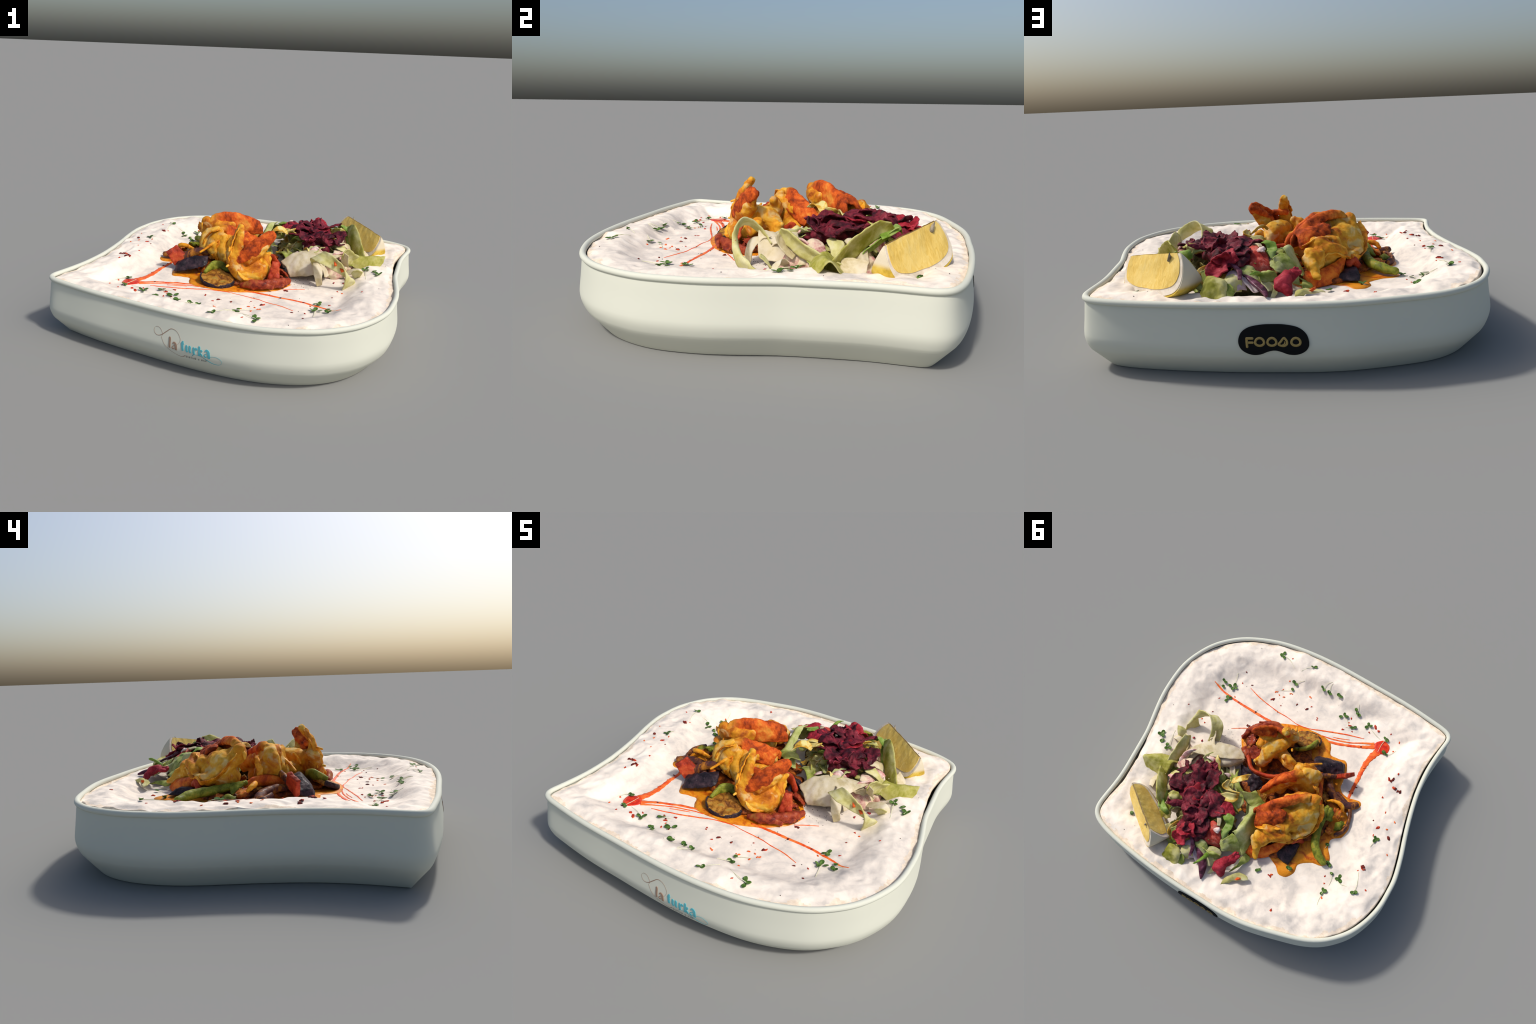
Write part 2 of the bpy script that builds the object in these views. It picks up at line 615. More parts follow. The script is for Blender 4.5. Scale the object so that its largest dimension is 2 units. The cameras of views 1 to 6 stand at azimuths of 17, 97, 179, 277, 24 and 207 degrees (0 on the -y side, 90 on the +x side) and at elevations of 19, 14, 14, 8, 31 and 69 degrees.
def disc_solid(face, outline, low, high, n=96, rings=8):
    o = spline(outline, n, True)
    c = o.mean(0)
    Vt = np.concatenate([face.place(c + (o - c) * k, high) for k in np.linspace(1, 0.03, rings)])
    Vb = face.place(o, low)
    F = grid_faces(rings, n, wrap_v=True) + [[k, (k + 1) % n, rings * n + (k + 1) % n, rings * n + k] for k in range(n)]
    F.append(list(range((rings - 1) * n, rings * n)))
    return np.vstack([Vt, Vb]), F


BADGE = [(-0.152, 0.192), (-0.140, 0.228), (-0.105, 0.252), (-0.05, 0.2625), (0.0, 0.264), (0.05, 0.262), (0.105, 0.250), (0.140, 0.222),
         (0.152, 0.185), (0.146, 0.158), (0.126, 0.138), (0.095, 0.1265), (0.062, 0.129), (0.032, 0.142), (0.004, 0.149), (-0.026, 0.143),
         (-0.056, 0.130), (-0.088, 0.1265), (-0.120, 0.138), (-0.143, 0.160)]
V, F = disc_solid(back, BADGE, -0.004, 0.006)
badge = mesh_object("badge", V, F, badge_black, tray, angle=40)


def letter_o(cx, cy, w, h):
    a = np.arange(14) / 14 * 2 * math.pi
    return [(cx + w * math.cos(x) * (1 - 0.06 * math.sin(x)), cy + h * (math.sin(x) if math.sin(x) > 0 else 0.86 * math.sin(x))) for x in a]


gold = []
gold.append(("letter_f", [stroke_solid(back, [(-0.1135, 0.168), (-0.1145, 0.185), (-0.115, 0.205)], 0.0105, 0.004, 0.0078, round_ends=True, samples=10),
                          stroke_solid(back, [(-0.1145, 0.205), (-0.10, 0.205), (-0.0905, 0.205)], 0.0105, 0.004, 0.0080, round_ends=True, samples=10),
                          stroke_solid(back, [(-0.1135, 0.1865), (-0.10, 0.1865), (-0.0895, 0.1865)], 0.0100, 0.004, 0.0076, round_ends=True, samples=10)]))
for cx in (-0.0595, -0.0065, 0.0965):
    gold.append(("letter_o", [stroke_solid(back, letter_o(cx, 0.188, 0.0190, 0.0180), 0.0100, 0.004, 0.0078, closed=True, samples=48)]))
gold.append(("letter_wedge", [stroke_solid(back, [(0.0445, 0.2055), (0.0315, 0.190), (0.0225, 0.1785), (0.033, 0.1725), (0.047, 0.1715), (0.0575, 0.1785), (0.0585, 0.190), (0.0535, 0.199)], 0.0092, 0.004, 0.0078, closed=True, samples=64),
                              stroke_solid(back, [(0.0385, 0.1775), (0.0455, 0.179), (0.0495, 0.184), (0.0475, 0.191)], [0.002, 0.005, 0.0055, 0.002], 0.004, 0.0078, samples=16)]))
for nm, parts in gold:
    V, F = join(parts)
    mesh_object(nm, V, F, badge_gold, tray)

# painted restaurant mark on the front wall: two words with swirls and a line of capitals
front = Face(-0.02, -0.950, 1)
if (rim_xy[(front.i + 5) % NR] - rim_xy[front.i])[0] < 0:
    front.dir = -1
LOW, HIGH = -0.003, 0.0028


def blackletter(x, base_z, glyph, s=1.0):
    """Heavy broad-pen strokes of one lower-case letter; returns solids."""
    k = lambda pts: [(x + a * s, base_z + b * s) for a, b in pts]
    st = {
        "l": [([(0.0, 0.072), (0.006, 0.066), (0.006, 0.03), (0.006, 0.004)], [0.006, 0.0125, 0.0125, 0.0115])],
        "a": [([(0.002, 0.033), (0.010, 0.040), (0.019, 0.034), (0.022, 0.02), (0.023, 0.0), ], [0.005, 0.010, 0.012, 0.0125, 0.012]),
              ([(-0.002, 0.012), (0.005, 0.006), (0.012, 0.007)], [0.004, 0.0085, 0.003]),
              ([(0.016, 0.026), (0.003, 0.020), (-0.001, 0.012)], [0.002, 0.0025, 0.003])],
        "t": [([(0.008, 0.056), (0.004, 0.046), (0.005, 0.025), (0.008, 0.004)], [0.005, 0.0125, 0.0125, 0.011]),
              ([(-0.004, 0.041), (0.005, 0.043), (0.014, 0.043)], [0.003, 0.004, 0.002])],
        "u": [([(0.0, 0.040), (0.004, 0.034), (0.004, 0.016), (0.009, 0.003)], [0.005, 0.0115, 0.0115, 0.010]),
              ([(0.018, 0.040), (0.023, 0.034), (0.023, 0.016), (0.027, 0.002)], [0.005, 0.0115, 0.0115, 0.010])],
        "r": [([(0.0, 0.039), (0.005, 0.034), (0.005, 0.016), (0.008, 0.002)], [0.004, 0.0115, 0.0115, 0.010]),
              ([(0.012, 0.034), (0.018, 0.035), (0.024, 0.029)], [0.003, 0.011, 0.010])],
        "k": [([(0.0, 0.054), (0.004, 0.048), (0.004, 0.02), (0.005, 0.002)], [0.004, 0.0105, 0.0105, 0.0105]),
              ([(0.011, 0.034), (0.018, 0.033), (0.016, 0.024)], [0.003, 0.009, 0.004]),
              ([(0.010, 0.020), (0.017, 0.011), (0.023, 0.002)], [0.004, 0.0085, 0.004])],
    }[glyph]
    return [stroke_solid(front, k(p), [w * s for w in ws], LOW, HIGH, samples=20) for p, ws in st]


def word(letters, mat):
    for nm, x, z, s in letters:
        V, F = join(blackletter(x, z, nm, s))
        mesh_object("letter_" + nm, V, F, mat, tray, smooth=False)


word([("l", -0.093, 0.154, 0.86), ("a", -0.072, 0.152, 1.0)], print_brown)
word([("t", -0.016, 0.156, 1.0), ("u", 0.009, 0.154, 1.0), ("r", 0.050, 0.152, 1.0), ("k", 0.082, 0.150, 1.0), ("a", 0.116, 0.147, 1.08)], print_teal)


def swirl(path, widths, mat, nm):
    V, F = stroke_solid(front, path, widths, LOW, 0.0012, samples=14 * len(path))
    mesh_object(nm, V, F, mat, tray, smooth=False)


swirl([(-0.142, 0.205), (-0.135, 0.222), (-0.150, 0.249), (-0.172, 0.256), (-0.188, 0.243), (-0.186, 0.222), (-0.168, 0.210), (-0.143, 0.216),
       (-0.112, 0.241), (-0.083, 0.262), (-0.050, 0.254), (-0.027, 0.220), (-0.034, 0.192), (-0.052, 0.178)],
      [.0007, .0007, .0007, .0007, .0007, .0008, .0015, .0035, .0042, .0025, .0008, .0007, .0007, .0007], print_brown, "swirl")
swirl([(-0.142, 0.207), (-0.127, 0.178), (-0.113, 0.162), (-0.086, 0.140), (-0.048, 0.122), (-0.02, 0.117), (0.003, 0.130)],
      [.0007, .0007, .0007, .0007, .0007, .002, .0042], print_brown, "swirl")
swirl([(0.046, 0.141), (0.056, 0.152), (0.072, 0.152), (0.102, 0.146), (0.132, 0.130), (0.16, 0.117), (0.19, 0.116), (0.208, 0.130), (0.206, 0.150), (0.180, 0.163), (0.142, 0.158), (0.118, 0.150)],
      [.0042, .0028, .0009, .0016, .0042, .0036, .0016, .0007, .0007, .0007, .0007, .0007], print_teal, "swirl")
small = []
text = bpy.data.curves.new("tiny", "FONT")
text.body, text.size, text.space_character = "BISTRO & BAR", 0.0165, 1.75
tob = bpy.data.objects.new("tiny", text)
bpy.context.scene.collection.objects.link(tob)
tm = tob.evaluated_get(bpy.context.evaluated_depsgraph_get()).to_mesh()
tv = np.array([v.co[:2] for v in tm.vertices])
tf = [list(p.vertices) for p in tm.polygons]
bpy.data.objects.remove(tob)
bpy.data.curves.remove(text)
w = tv[:, 0].max()
tv[:, 0] = tv[:, 0] / w * 0.118 + 0.008
tv[:, 1] += 0.121
top_v, low_v = front.place(tv, 0.0035), front.place(tv, -0.003)
edges = {}
for f in tf:
    for a, b in zip(f, f[1:] + f[:1]):
        edges[(a, b)] = edges.get((a, b), 0) + 1
nt = len(tv)
tf2 = tf + [[i + nt for i in f[::-1]] for f in tf] + [[b, a, a + nt, b + nt] for a, b in edges if (b, a) not in edges]
mesh_object("small_capitals", np.vstack([top_v, low_v]), tf2, print_grey, tray, smooth=False, stuff=True)

# ------------------------------------------------------------------ lumpy white plate
rim_dense = spline(rim_xy, 1200, True)


def edge_distance(x, y):
    p = np.column_stack([np.atleast_1d(x), np.atleast_1d(y)])
    out = np.empty(len(p))
    for k in range(0, len(p), 4000):
        q = p[k:k + 4000]
        out[k:k + 4000] = np.sqrt(((q[:, None] - rim_dense[None, ::4]) ** 2).sum(-1)).min(1)
    return out


# height of the raised border and how far it reaches inward, by bearing from the centre
BEARING = (-180, -160, -142, -125, -95, -70, -40, 0, 38, 70, 95, 118, 145)
CREST = (0.364, 0.360, 0.348, 0.344, 0.352, 0.351, 0.344, 0.353, 0.355, 0.345, 0.341, 0.344, 0.366)
WIDE = (0.21, 0.19, 0.11, 0.08, 0.13, 0.13, 0.15, 0.18, 0.15, 0.12, 0.10, 0.12, 0.18)


def plate_height(x, y, rough=True):
    x, y = np.atleast_1d(np.asarray(x, float)), np.atleast_1d(np.asarray(y, float))
    d = edge_distance(x, y)
    a = np.degrees(np.arctan2(y, x))
    crest = np.interp(a, BEARING, CREST, period=360)
    wide = np.interp(a, BEARING, WIDE, period=360)
    z = 0.290 + (crest - 0.290) * (1 - smoothstep(wide, wide + 0.16, d)) - 0.008 * (1 - smoothstep(0.02, 0.075, d))
    if rough:
        p = np.column_stack([x, y, np.zeros_like(x)])
        lumps = 1 - smoothstep(0.16, 0.36, d)
        z = z + (0.0035 + 0.0085 * lumps) * fractal(p, 6.0, 2, 3, 0.55) + (0.0014 + 0.0046 * lumps) * (0.4 - np.abs(noise(p, 10, 21)) * 1.5) \
            + (0.0010 + 0.0026 * lumps) * (0.3 - np.abs(noise(p, 16, 9)) * 1.4) + 0.0004 * noise(p, 40, 4)
        # dents left by the potter's hand: short furrows running along the border
        z = z - lumps * 0.007 * smoothstep(0.3, 0.6, noise(p, 6.5, 40)) * smoothstep(0.05, 0.1, d)
    return z


NA = 620
th = np.arange(NA) / NA * 2 * math.pi
ra = np.unwrap(np.arctan2(rim_xy[:, 1], rim_xy[:, 0]))
rr = np.hypot(rim_xy[:, 0], rim_xy[:, 1])
order = np.argsort(np.mod(ra, 2 * math.pi))
border = np.interp(th, np.mod(ra, 2 * math.pi)[order], rr[order], period=2 * math.pi)
bx, by = border * np.cos(th), border * np.sin(th)
k = np.array([int(np.argmin(((rim_xy - (x, y)) ** 2).sum(1))) for x, y in zip(bx, by)])
gap = 0.0165 + 0.003 * noise(np.column_stack([bx, by, th * 0]), 6, 2)
gap = gap + 0.020 * np.exp(-((th - 0.36) / 0.22) ** 2)          # the plate stands off the tray on its +x side
gap = gap + 0.010 * smoothstep(2.2, 2.6, th) * (1 - smoothstep(3.6, 4.0, th)) + 0.006 * np.exp(-((th - 5.4) / 0.3) ** 2)
edge_xy = np.column_stack([bx, by]) - rim_n[k] * gap[:, None]
for _ in range(3):
    edge_xy = edge_xy * 0.5 + (np.roll(edge_xy, 1, 0) + np.roll(edge_xy, -1, 0)) * 0.25
ts = np.concatenate([np.linspace(0.012, 0.5, 36, endpoint=False), np.linspace(0.5, 1.0, 84)])
X = (ts[:, None] * edge_xy[None, :, 0])
Y = (ts[:, None] * edge_xy[None, :, 1])
Z = plate_height(X.ravel(), Y.ravel()).reshape(X.shape)
rows = [np.stack([X, Y, Z], -1)]
inward = -unit(edge_xy)
for inset, drop in ((-0.003, 0.006), (-0.004, 0.014), (-0.001, 0.026), (0.008, 0.036), (0.03, 0.06), (0.12, 0.085)):
    e = edge_xy + inward * inset
    wob = 0.003 * noise(np.column_stack([e, np.full(NA, drop * 40)]), 14, 8)
    rows.append(np.dstack([e[None, :, 0] + inward[None, :, 0] * wob, e[None, :, 1] + inward[None, :, 1] * wob, (Z[-1] * 0.25 + 0.75 * 0.345 - drop)[None]]))
V = np.concatenate(rows, 0)
np_, F = len(V), grid_faces(len(V), NA, wrap_v=True)
V = V.reshape(-1, 3)
F.append(list(range(NA)))
F.append(list(range(len(V) - NA, len(V))))

Mp = Mat("glazed_white", 0.6, 0.2, 0.0)
big = Mp.noise(5.5, 4, 0.55, 0.8)
mid = Mp.noise(17, 5, 0.6, 0.4)
col = Mp.ramp(Mp.math("ADD", Mp.math("MULTIPLY", big, 0.6), Mp.math("MULTIPLY", mid, 0.4)),
              [(0.36, "#cbc3ba"), (0.45, "#dfd5c9"), (0.53, "#ebe0d2"), (0.65, "#f3eadd")])
Mp.bump(Mp.noise(30, 4, 0.55, 0.8), 0.25, 0.008)
glaze = Mp.done(col)
plate = mesh_object("white_plate", V, F, glaze, None)
# bare, cream coloured clay shows at the border below a wavering glaze line
clay = blotchy("bare_clay", [(0.3, "#dac8b2"), (0.7, "#efdfca")], 30, 0.7, bump=0.3)
plate.data.materials.append(clay)
c0 = np.array(plate.location)
for p in plate.data.polygons:
    if p.index < np_ * NA:
        ring, j = divmod(p.index, NA)
        q = np.array(p.center) + c0
        back_of_edge = len(ts) - 1 - ring
        p.material_index = int(back_of_edge < 3.2 + 5 * float(noise([q * (1, 1, 0)], 9, 5)[0]) + 2.5 * float(noise([q], 31, 6)[0]))
plate["label"], plate["category"] = "hand-formed lumpy white plate with pointed curved outline", "plate"


def on_plate(pts, lift=0.0):
    p = np.asarray(pts, float)
    return np.column_stack([p, plate_height(p[:, 0], p[:, 1]) + lift])

# ------------------------------------------------------------------ sauces
oil = blotchy("orange_oil", [(0.22, "#a8480c"), (0.42, "#cf7414"), (0.6, "#e0921f"), (0.85, "#c8601a")], 16, 0.28, 0.2, bump=0.15)
chili = blotchy("chili_sauce", [(0.30, "#d8431a"), (0.5, "#ea6428"), (0.7, "#f07c38")], 22, 0.25, 0.3, bump=0.3)
chili_red = blotchy("chili_sauce_red", [(0.30, "#b3200f"), (0.5, "#cf2c17"), (0.7, "#e2512a")], 26, 0.2, 0.5, bump=0.3)

sauces = thing("sauce", "orange oil pool with thin red chili sauce streaks", "sauce", (0, 0, 0.3))


def pool(outline, centre, high, mat, name, n=150, rings=14, ripple=0.0015):
    o = spline(outline, n, True)
    o = o + 0.004 * np.column_stack([noise(np.column_stack([o, o[:, 0] * 0]), 22, s) for s in (1, 2)])
    c = np.array(centre)
    k = np.linspace(1, 0.02, rings)
    P = np.concatenate([c + (o - c) * q for q in k])
    lift = np.concatenate([np.full(n, high * (1 - (q ** 7)) + 0.0010) for q in k])
    V = on_plate(P, lift + ripple * noise(np.column_stack([P, P[:, 0] * 0]), 20, 5) * (np.repeat(k, n) < 0.99))
    F = grid_faces(rings, n, wrap_v=True) + [list(range((rings - 1) * n, rings * n))]
    Vb = on_plate(P[:n], -0.01)
    m = len(V)
    F += [[q, (q + 1) % n, m + (q + 1) % n, m + q] for q in range(n)] + [list(range(m, m + n))]
    return mesh_object(name, np.vstack([V, Vb]), F, mat, sauces)


pool([(0.317, -0.128), (0.334, -0.190), (0.295, -0.273), (0.192, -0.359), (0.022, -0.420), (-0.117, -0.423), (-0.222, -0.404), (-0.260, -0.364), (-0.277, -0.307), (-0.334, -0.301), (-0.391, -0.303), (-0.425, -0.255),
      (-0.428, -0.182), (-0.440, -0.101), (-0.501, -0.069), (-0.586, -0.076), (-0.602, -0.032), (-0.549, 0.007), (-0.537, 0.039), (-0.573, 0.074), (-0.589, 0.131), (-0.569, 0.204), (-0.512, 0.247),
      (-0.520, 0.306), (-0.558, 0.373), (-0.530, 0.427), (-0.453, 0.441), (-0.384, 0.479), (-0.380, 0.540), (-0.348, 0.585), (-0.293, 0.592), (-0.247, 0.547), (-0.188, 0.514), (-0.153, 0.526),
      (-0.071, 0.556), (-0.005, 0.492), (0.045, 0.313), (0.195, 0.076)], (-0.145, 0.060), 0.0045, oil, "sauce_pool")
pool([(-0.524, -0.506), (-0.543, -0.532), (-0.578, -0.554), (-0.616, -0.539), (-0.634, -0.510), (-0.624, -0.470), (-0.595, -0.453), (-0.564, -0.459), (-0.529, -0.475)], (-0.584, -0.500), 0.003, chili_red, "sauce_drop")


def drizzle(pts, widths, mat=chili, high=0.0022, name="sauce_streak"):
    n = 14 * len(pts)
    l, r, _ = brush(pts, np.array(widths) * 1.15, n)
    c = (l + r) / 2
    wob = 1 + 0.35 * noise(np.column_stack([c, c[:, 0] * 0]), 45, 3)[:, None]
    rows = []
    for k, h in ((-1, -0.004), (-1, 0.0002), (-.6, .8), (0, 1), (.6, .8), (1, 0.0002), (1, -0.004)):
        lift = h * high if abs(h) > 0.01 else h
        rows.append(on_plate(c + (l - r) / 2 * k * wob, lift))
    V = np.stack(rows, 1).reshape(-1, 3)
    F = grid_faces(n, 7) + [[0, 1, 2, 3, 4, 5, 6], [7 * n - 7 + q for q in range(7)]]
    F += [[k * 7, k * 7 + 6, k * 7 + 13, k * 7 + 7] for k in range(n - 1)]
    mesh_object(name, V, F, mat, sauces)


drizzle([(0.701, -0.489), (0.657, -0.472), (0.602, -0.448), (0.479, -0.416), (0.332, -0.391), (0.219, -0.374), (0.102, -0.367)], [.004, .011, .013, .014, .016, .017, .014])
drizzle([(0.448, -0.555), (0.360, -0.513), (0.258, -0.481), (0.192, -0.462), (0.109, -0.448), (0.014, -0.423)], [.003, .007, .006, .007, .005, .003])
drizzle([(0.051, -0.431), (-0.004, -0.425), (-0.076, -0.432), (-0.168, -0.456), (-0.311, -0.491), (-0.445, -0.513)], [.003, .008, .007, .009, .009, .005])
drizzle([(-0.168, -0.417), (-0.247, -0.422), (-0.366, -0.446), (-0.445, -0.477), (-0.524, -0.506)], [.006, .009, .009, .010, .02])
drizzle([(-0.169, -0.389), (-0.292, -0.403), (-0.407, -0.434), (-0.479, -0.459), (-0.562, -0.502)], [.012, .016, .018, .021, .034])
drizzle([(-0.579, -0.482), (-0.543, -0.410), (-0.523, -0.338), (-0.518, -0.270), (-0.515, -0.201), (-0.510, -0.113), (-0.509, -0.065)], [.05, .035, .028, .024, .022, .020, .016])
drizzle([(-0.549, -0.442), (-0.520, -0.370), (-0.509, -0.296), (-0.512, -0.254)], [.012, .009, .010, .006], chili)
drizzle([(0.435, -0.210), (0.382, -0.235), (0.311, -0.267)], [.003, .006, .006])
drizzle([(-0.241, -0.437), (-0.292, -0.447), (-0.358, -0.465)], [.003, .007, .003])

# ------------------------------------------------------------------ chili flakes and pepper specks
flake_dark = blotchy("chili_flake_dark", [(0.35, "#4a1512"), (0.55, "#6d231b"), (0.75, "#8a3a28")], 60, 0.55, bump=0.5)
flake_red = blotchy("chili_flake_red", [(0.35, "#8e1f12"), (0.55, "#b93a1e"), (0.75, "#c9542c")], 60, 0.5, bump=0.4)
flake_orange = blotchy("chili_flake_orange", [(0.35, "#c8481a"), (0.6, "#dc6a2c")], 60, 0.45, bump=0.3)
pepper_mat = Mat("black_pepper", 0.7).color("#2b211d")

flakes = thing("chili_flakes", "scattered dark red dried chili flakes", "spice", (0, 0, 0.33))


def flake_mesh(seed, mat):
    r = np.random.default_rng(seed)
    n = 11
    a = np.sort(r.uniform(0, 2 * math.pi, n))
    q = r.uniform(0.55, 1.0, n)
    ring = np.column_stack([np.cos(a) * q, np.sin(a) * q * 0.8, r.uniform(-0.1, 0.1, n)])
    V, F = hull(np.vstack([ring, ring * (0.7, 0.7, 1) + (0, 0, 0.28), ring * (0.8, 0.8, 1) - (0, 0, 0.16)]))
    me = bpy.data.meshes.new("chili_flake")
    me.from_pydata(V.tolist(), [], F)
    me.materials.append(mat)
    return me


flake_kinds = {"d": [flake_mesh(s, flake_dark) for s in (1, 2, 3)], "r": [flake_mesh(s, flake_red) for s in (4, 5, 6)], "o": [flake_mesh(s, flake_orange) for s in (7, 8, 9)]}


def drop_flakes(kind, size, places):
    for k, p in enumerate(places):
        me = flake_kinds[kind][k % 3]
        ob = bpy.data.objects.new("chili_flake", me)
        z = float(plate_height(*p)[0])
        ob.location = (p[0], p[1], z + size * 0.06)
        ob.rotation_euler = (rng.normal(0, .18), rng.normal(0, .18), rng.uniform(0, 6.28))
        s = size * rng.uniform(0.8, 1.2)
        ob.scale = (s * rng.uniform(0.85, 1.35), s * rng.uniform(0.7, 1.0), s * 0.8)
        link(ob, flakes)


drop_flakes("d", 0.0165, [(-0.736, -0.285), (-0.726, -0.265), (-0.766, -0.226), (-0.789, -0.221), (-0.768, 0.344), (0.260, -0.540), (0.011, -0.563), (0.341, -0.278), (0.326, -0.278), (-0.848, 0.108), (-0.733, -0.276), (-0.804, -0.221)])
drop_flakes("r", 0.014, [(-0.485, -0.625), (-0.516, -0.606), (-0.460, -0.571), (-0.318, -0.568), (-0.761, 0.066), (-0.251, 0.627), (-0.767, 0.358), (0.270, -0.536), (-0.283, -0.519), (-0.711, -0.271), (-0.757, -0.228)])
drop_flakes("d", 0.0105, [(0.448, -0.579), (0.529, -0.656), (0.088, -0.567), (0.474, -0.418), (0.332, -0.396), (-0.718, 0.033), (-0.604, -0.566), (-0.496, -0.112), (-0.519, -0.111), (-0.528, -0.159), (0.614, -0.275), (0.191, -0.460), (-0.257, -0.624), (-0.323, -0.556), (-0.782, 0.357), (0.639, -0.039), (-0.449, -0.448)])
drop_flakes("r", 0.0095, [(0.253, -0.865), (0.518, -0.566), (0.620, -0.392), (0.780, -0.238), (-0.305, -0.623), (-0.348, -0.530), (-0.603, -0.620), (-0.752, -0.331), (-0.715, -0.140), (-0.752, 0.126), (-0.570, 0.482), (-0.585, 0.526), (-0.836, 0.476),
                          (-0.347, 0.824), (0.192, -0.513), (-0.085, -0.529), (-0.088, -0.514), (0.628, -0.176), (-0.237, 0.621), (-0.352, 0.828), (-0.014, -0.593), (-0.529, -0.309), (0.219, -0.172)])
drop_flakes("o", 0.0100, [(0.212, -0.716), (0.270, -0.599), (0.166, -0.629), (0.153, -0.631), (0.031, -0.663), (0.019, -0.660), (0.229, -0.636), (0.236, -0.588), (0.200, -0.584), (0.659, -0.195), (-0.303, -0.586), (-0.677, -0.583), (-0.665, -0.504), (-0.527, -0.224),
                          (-0.769, -0.047), (-0.819, 0.055), (-0.748, 0.376), (-0.607, 0.621), (0.523, -0.446), (-0.846, -0.009), (-0.880, 0.212), (-0.254, 0.613), (0.258, -0.606)])
specks = []
for c, spread, n in (((0.414, -0.106), 0.10, 26), ((0.458, 0.035), 0.14, 18), ((0.624, 0.228), 0.12, 10), ((0.293, -0.494), 0.3, 14), ((0.707, 0.667), .12, 5)):
    for _ in range(n):
        x, y = c[0] + rng.normal(0, spread), c[1] + rng.normal(0, spread * .6)
        if edge_distance(x, y)[0] > 0.05 and abs(x) < 0.9 and abs(y) < 0.9:
            specks.append(ball((x, y, float(plate_height(x, y)[0]) + 0.0005), rng.uniform(0.0012, 0.0028), 5))
V, F = join(specks)
mesh_object("pepper_speck", V, F, pepper_mat, flakes, stuff=True)

# ------------------------------------------------------------------ cress sprouts
cress_green = blotchy("cress_green", [(0.3, "#304a1e"), (0.5, "#4a6d2c"), (0.7, "#6c8c44")], 45, 0.45, bump=0.2, translucent=0.15)
stem_pale = blotchy("cress_stem", [(0.35, "#cfd2a6"), (0.65, "#e4e3c6")], 40, 0.5, bump=0.1)
cress = thing("cress_garnish", "tiny scattered cress sprouts with round green leaves", "herb garnish", (0, 0, 0.34))


def cress_leaf():
    g = []
    for u in np.linspace(-1, 1, 9):
        w = 0.75 * math.sqrt(max(0.02, 1 - (u * 0.96) ** 2)) * (1 + 0.15 * u)
        g.append([(u, -w, 0.25 * w * w + 0.12 * u * u), (u, 0, 0.06 * u * u), (u, w, 0.25 * w * w + 0.12 * u * u)])
    V, F = sheet(g, 0.14, 10, 9, wrinkle=0.0)
    me = bpy.data.meshes.new("leaf")
    me.from_pydata(V.tolist(), [], F)
    me.materials.append(cress_green)
    me.polygons.foreach_set("use_smooth", [True] * len(me.polygons))
    return me


leaf_me = cress_leaf()


def sprout(leaves, foot, size=0.0145):
    tip = np.mean(leaves, axis=0)
    P = [(*foot, float(plate_height(*foot)[0]) + 0.002)]
    m = (tip + np.array(foot)) / 2 + rng.normal(0, 0.006, 2)
    P.append((*m, float(plate_height(*m)[0]) + 0.007))
    P.append((*tip, float(plate_height(*tip)[0]) + 0.009))
    V, F = sweep(P, [0.0011, 0.0014, 0.0016], 7, 12)
    st = mesh_object("cress_sprout", V, F, stem_pale, cress)
    for q in leaves:
        ob = bpy.data.objects.new("leaf", leaf_me)
        d = np.array(q) - tip
        yaw = math.atan2(d[1], d[0]) if np.linalg.norm(d) > 1e-4 else rng.uniform(0, 6)
        s = size * rng.uniform(0.85, 1.15)
        ob.location = (q[0], q[1], float(plate_height(*q)[0]) + 0.007 + rng.uniform(0, 0.006))
        ob.rotation_euler = (rng.normal(0, .25), -abs(rng.normal(0.1, .25)), yaw)
        ob.scale = (s, s, s)
        bpy.context.scene.collection.objects.link(ob)
        ob.parent = st
        ob.location = Vector(ob.location) - Vector(st["spot"])


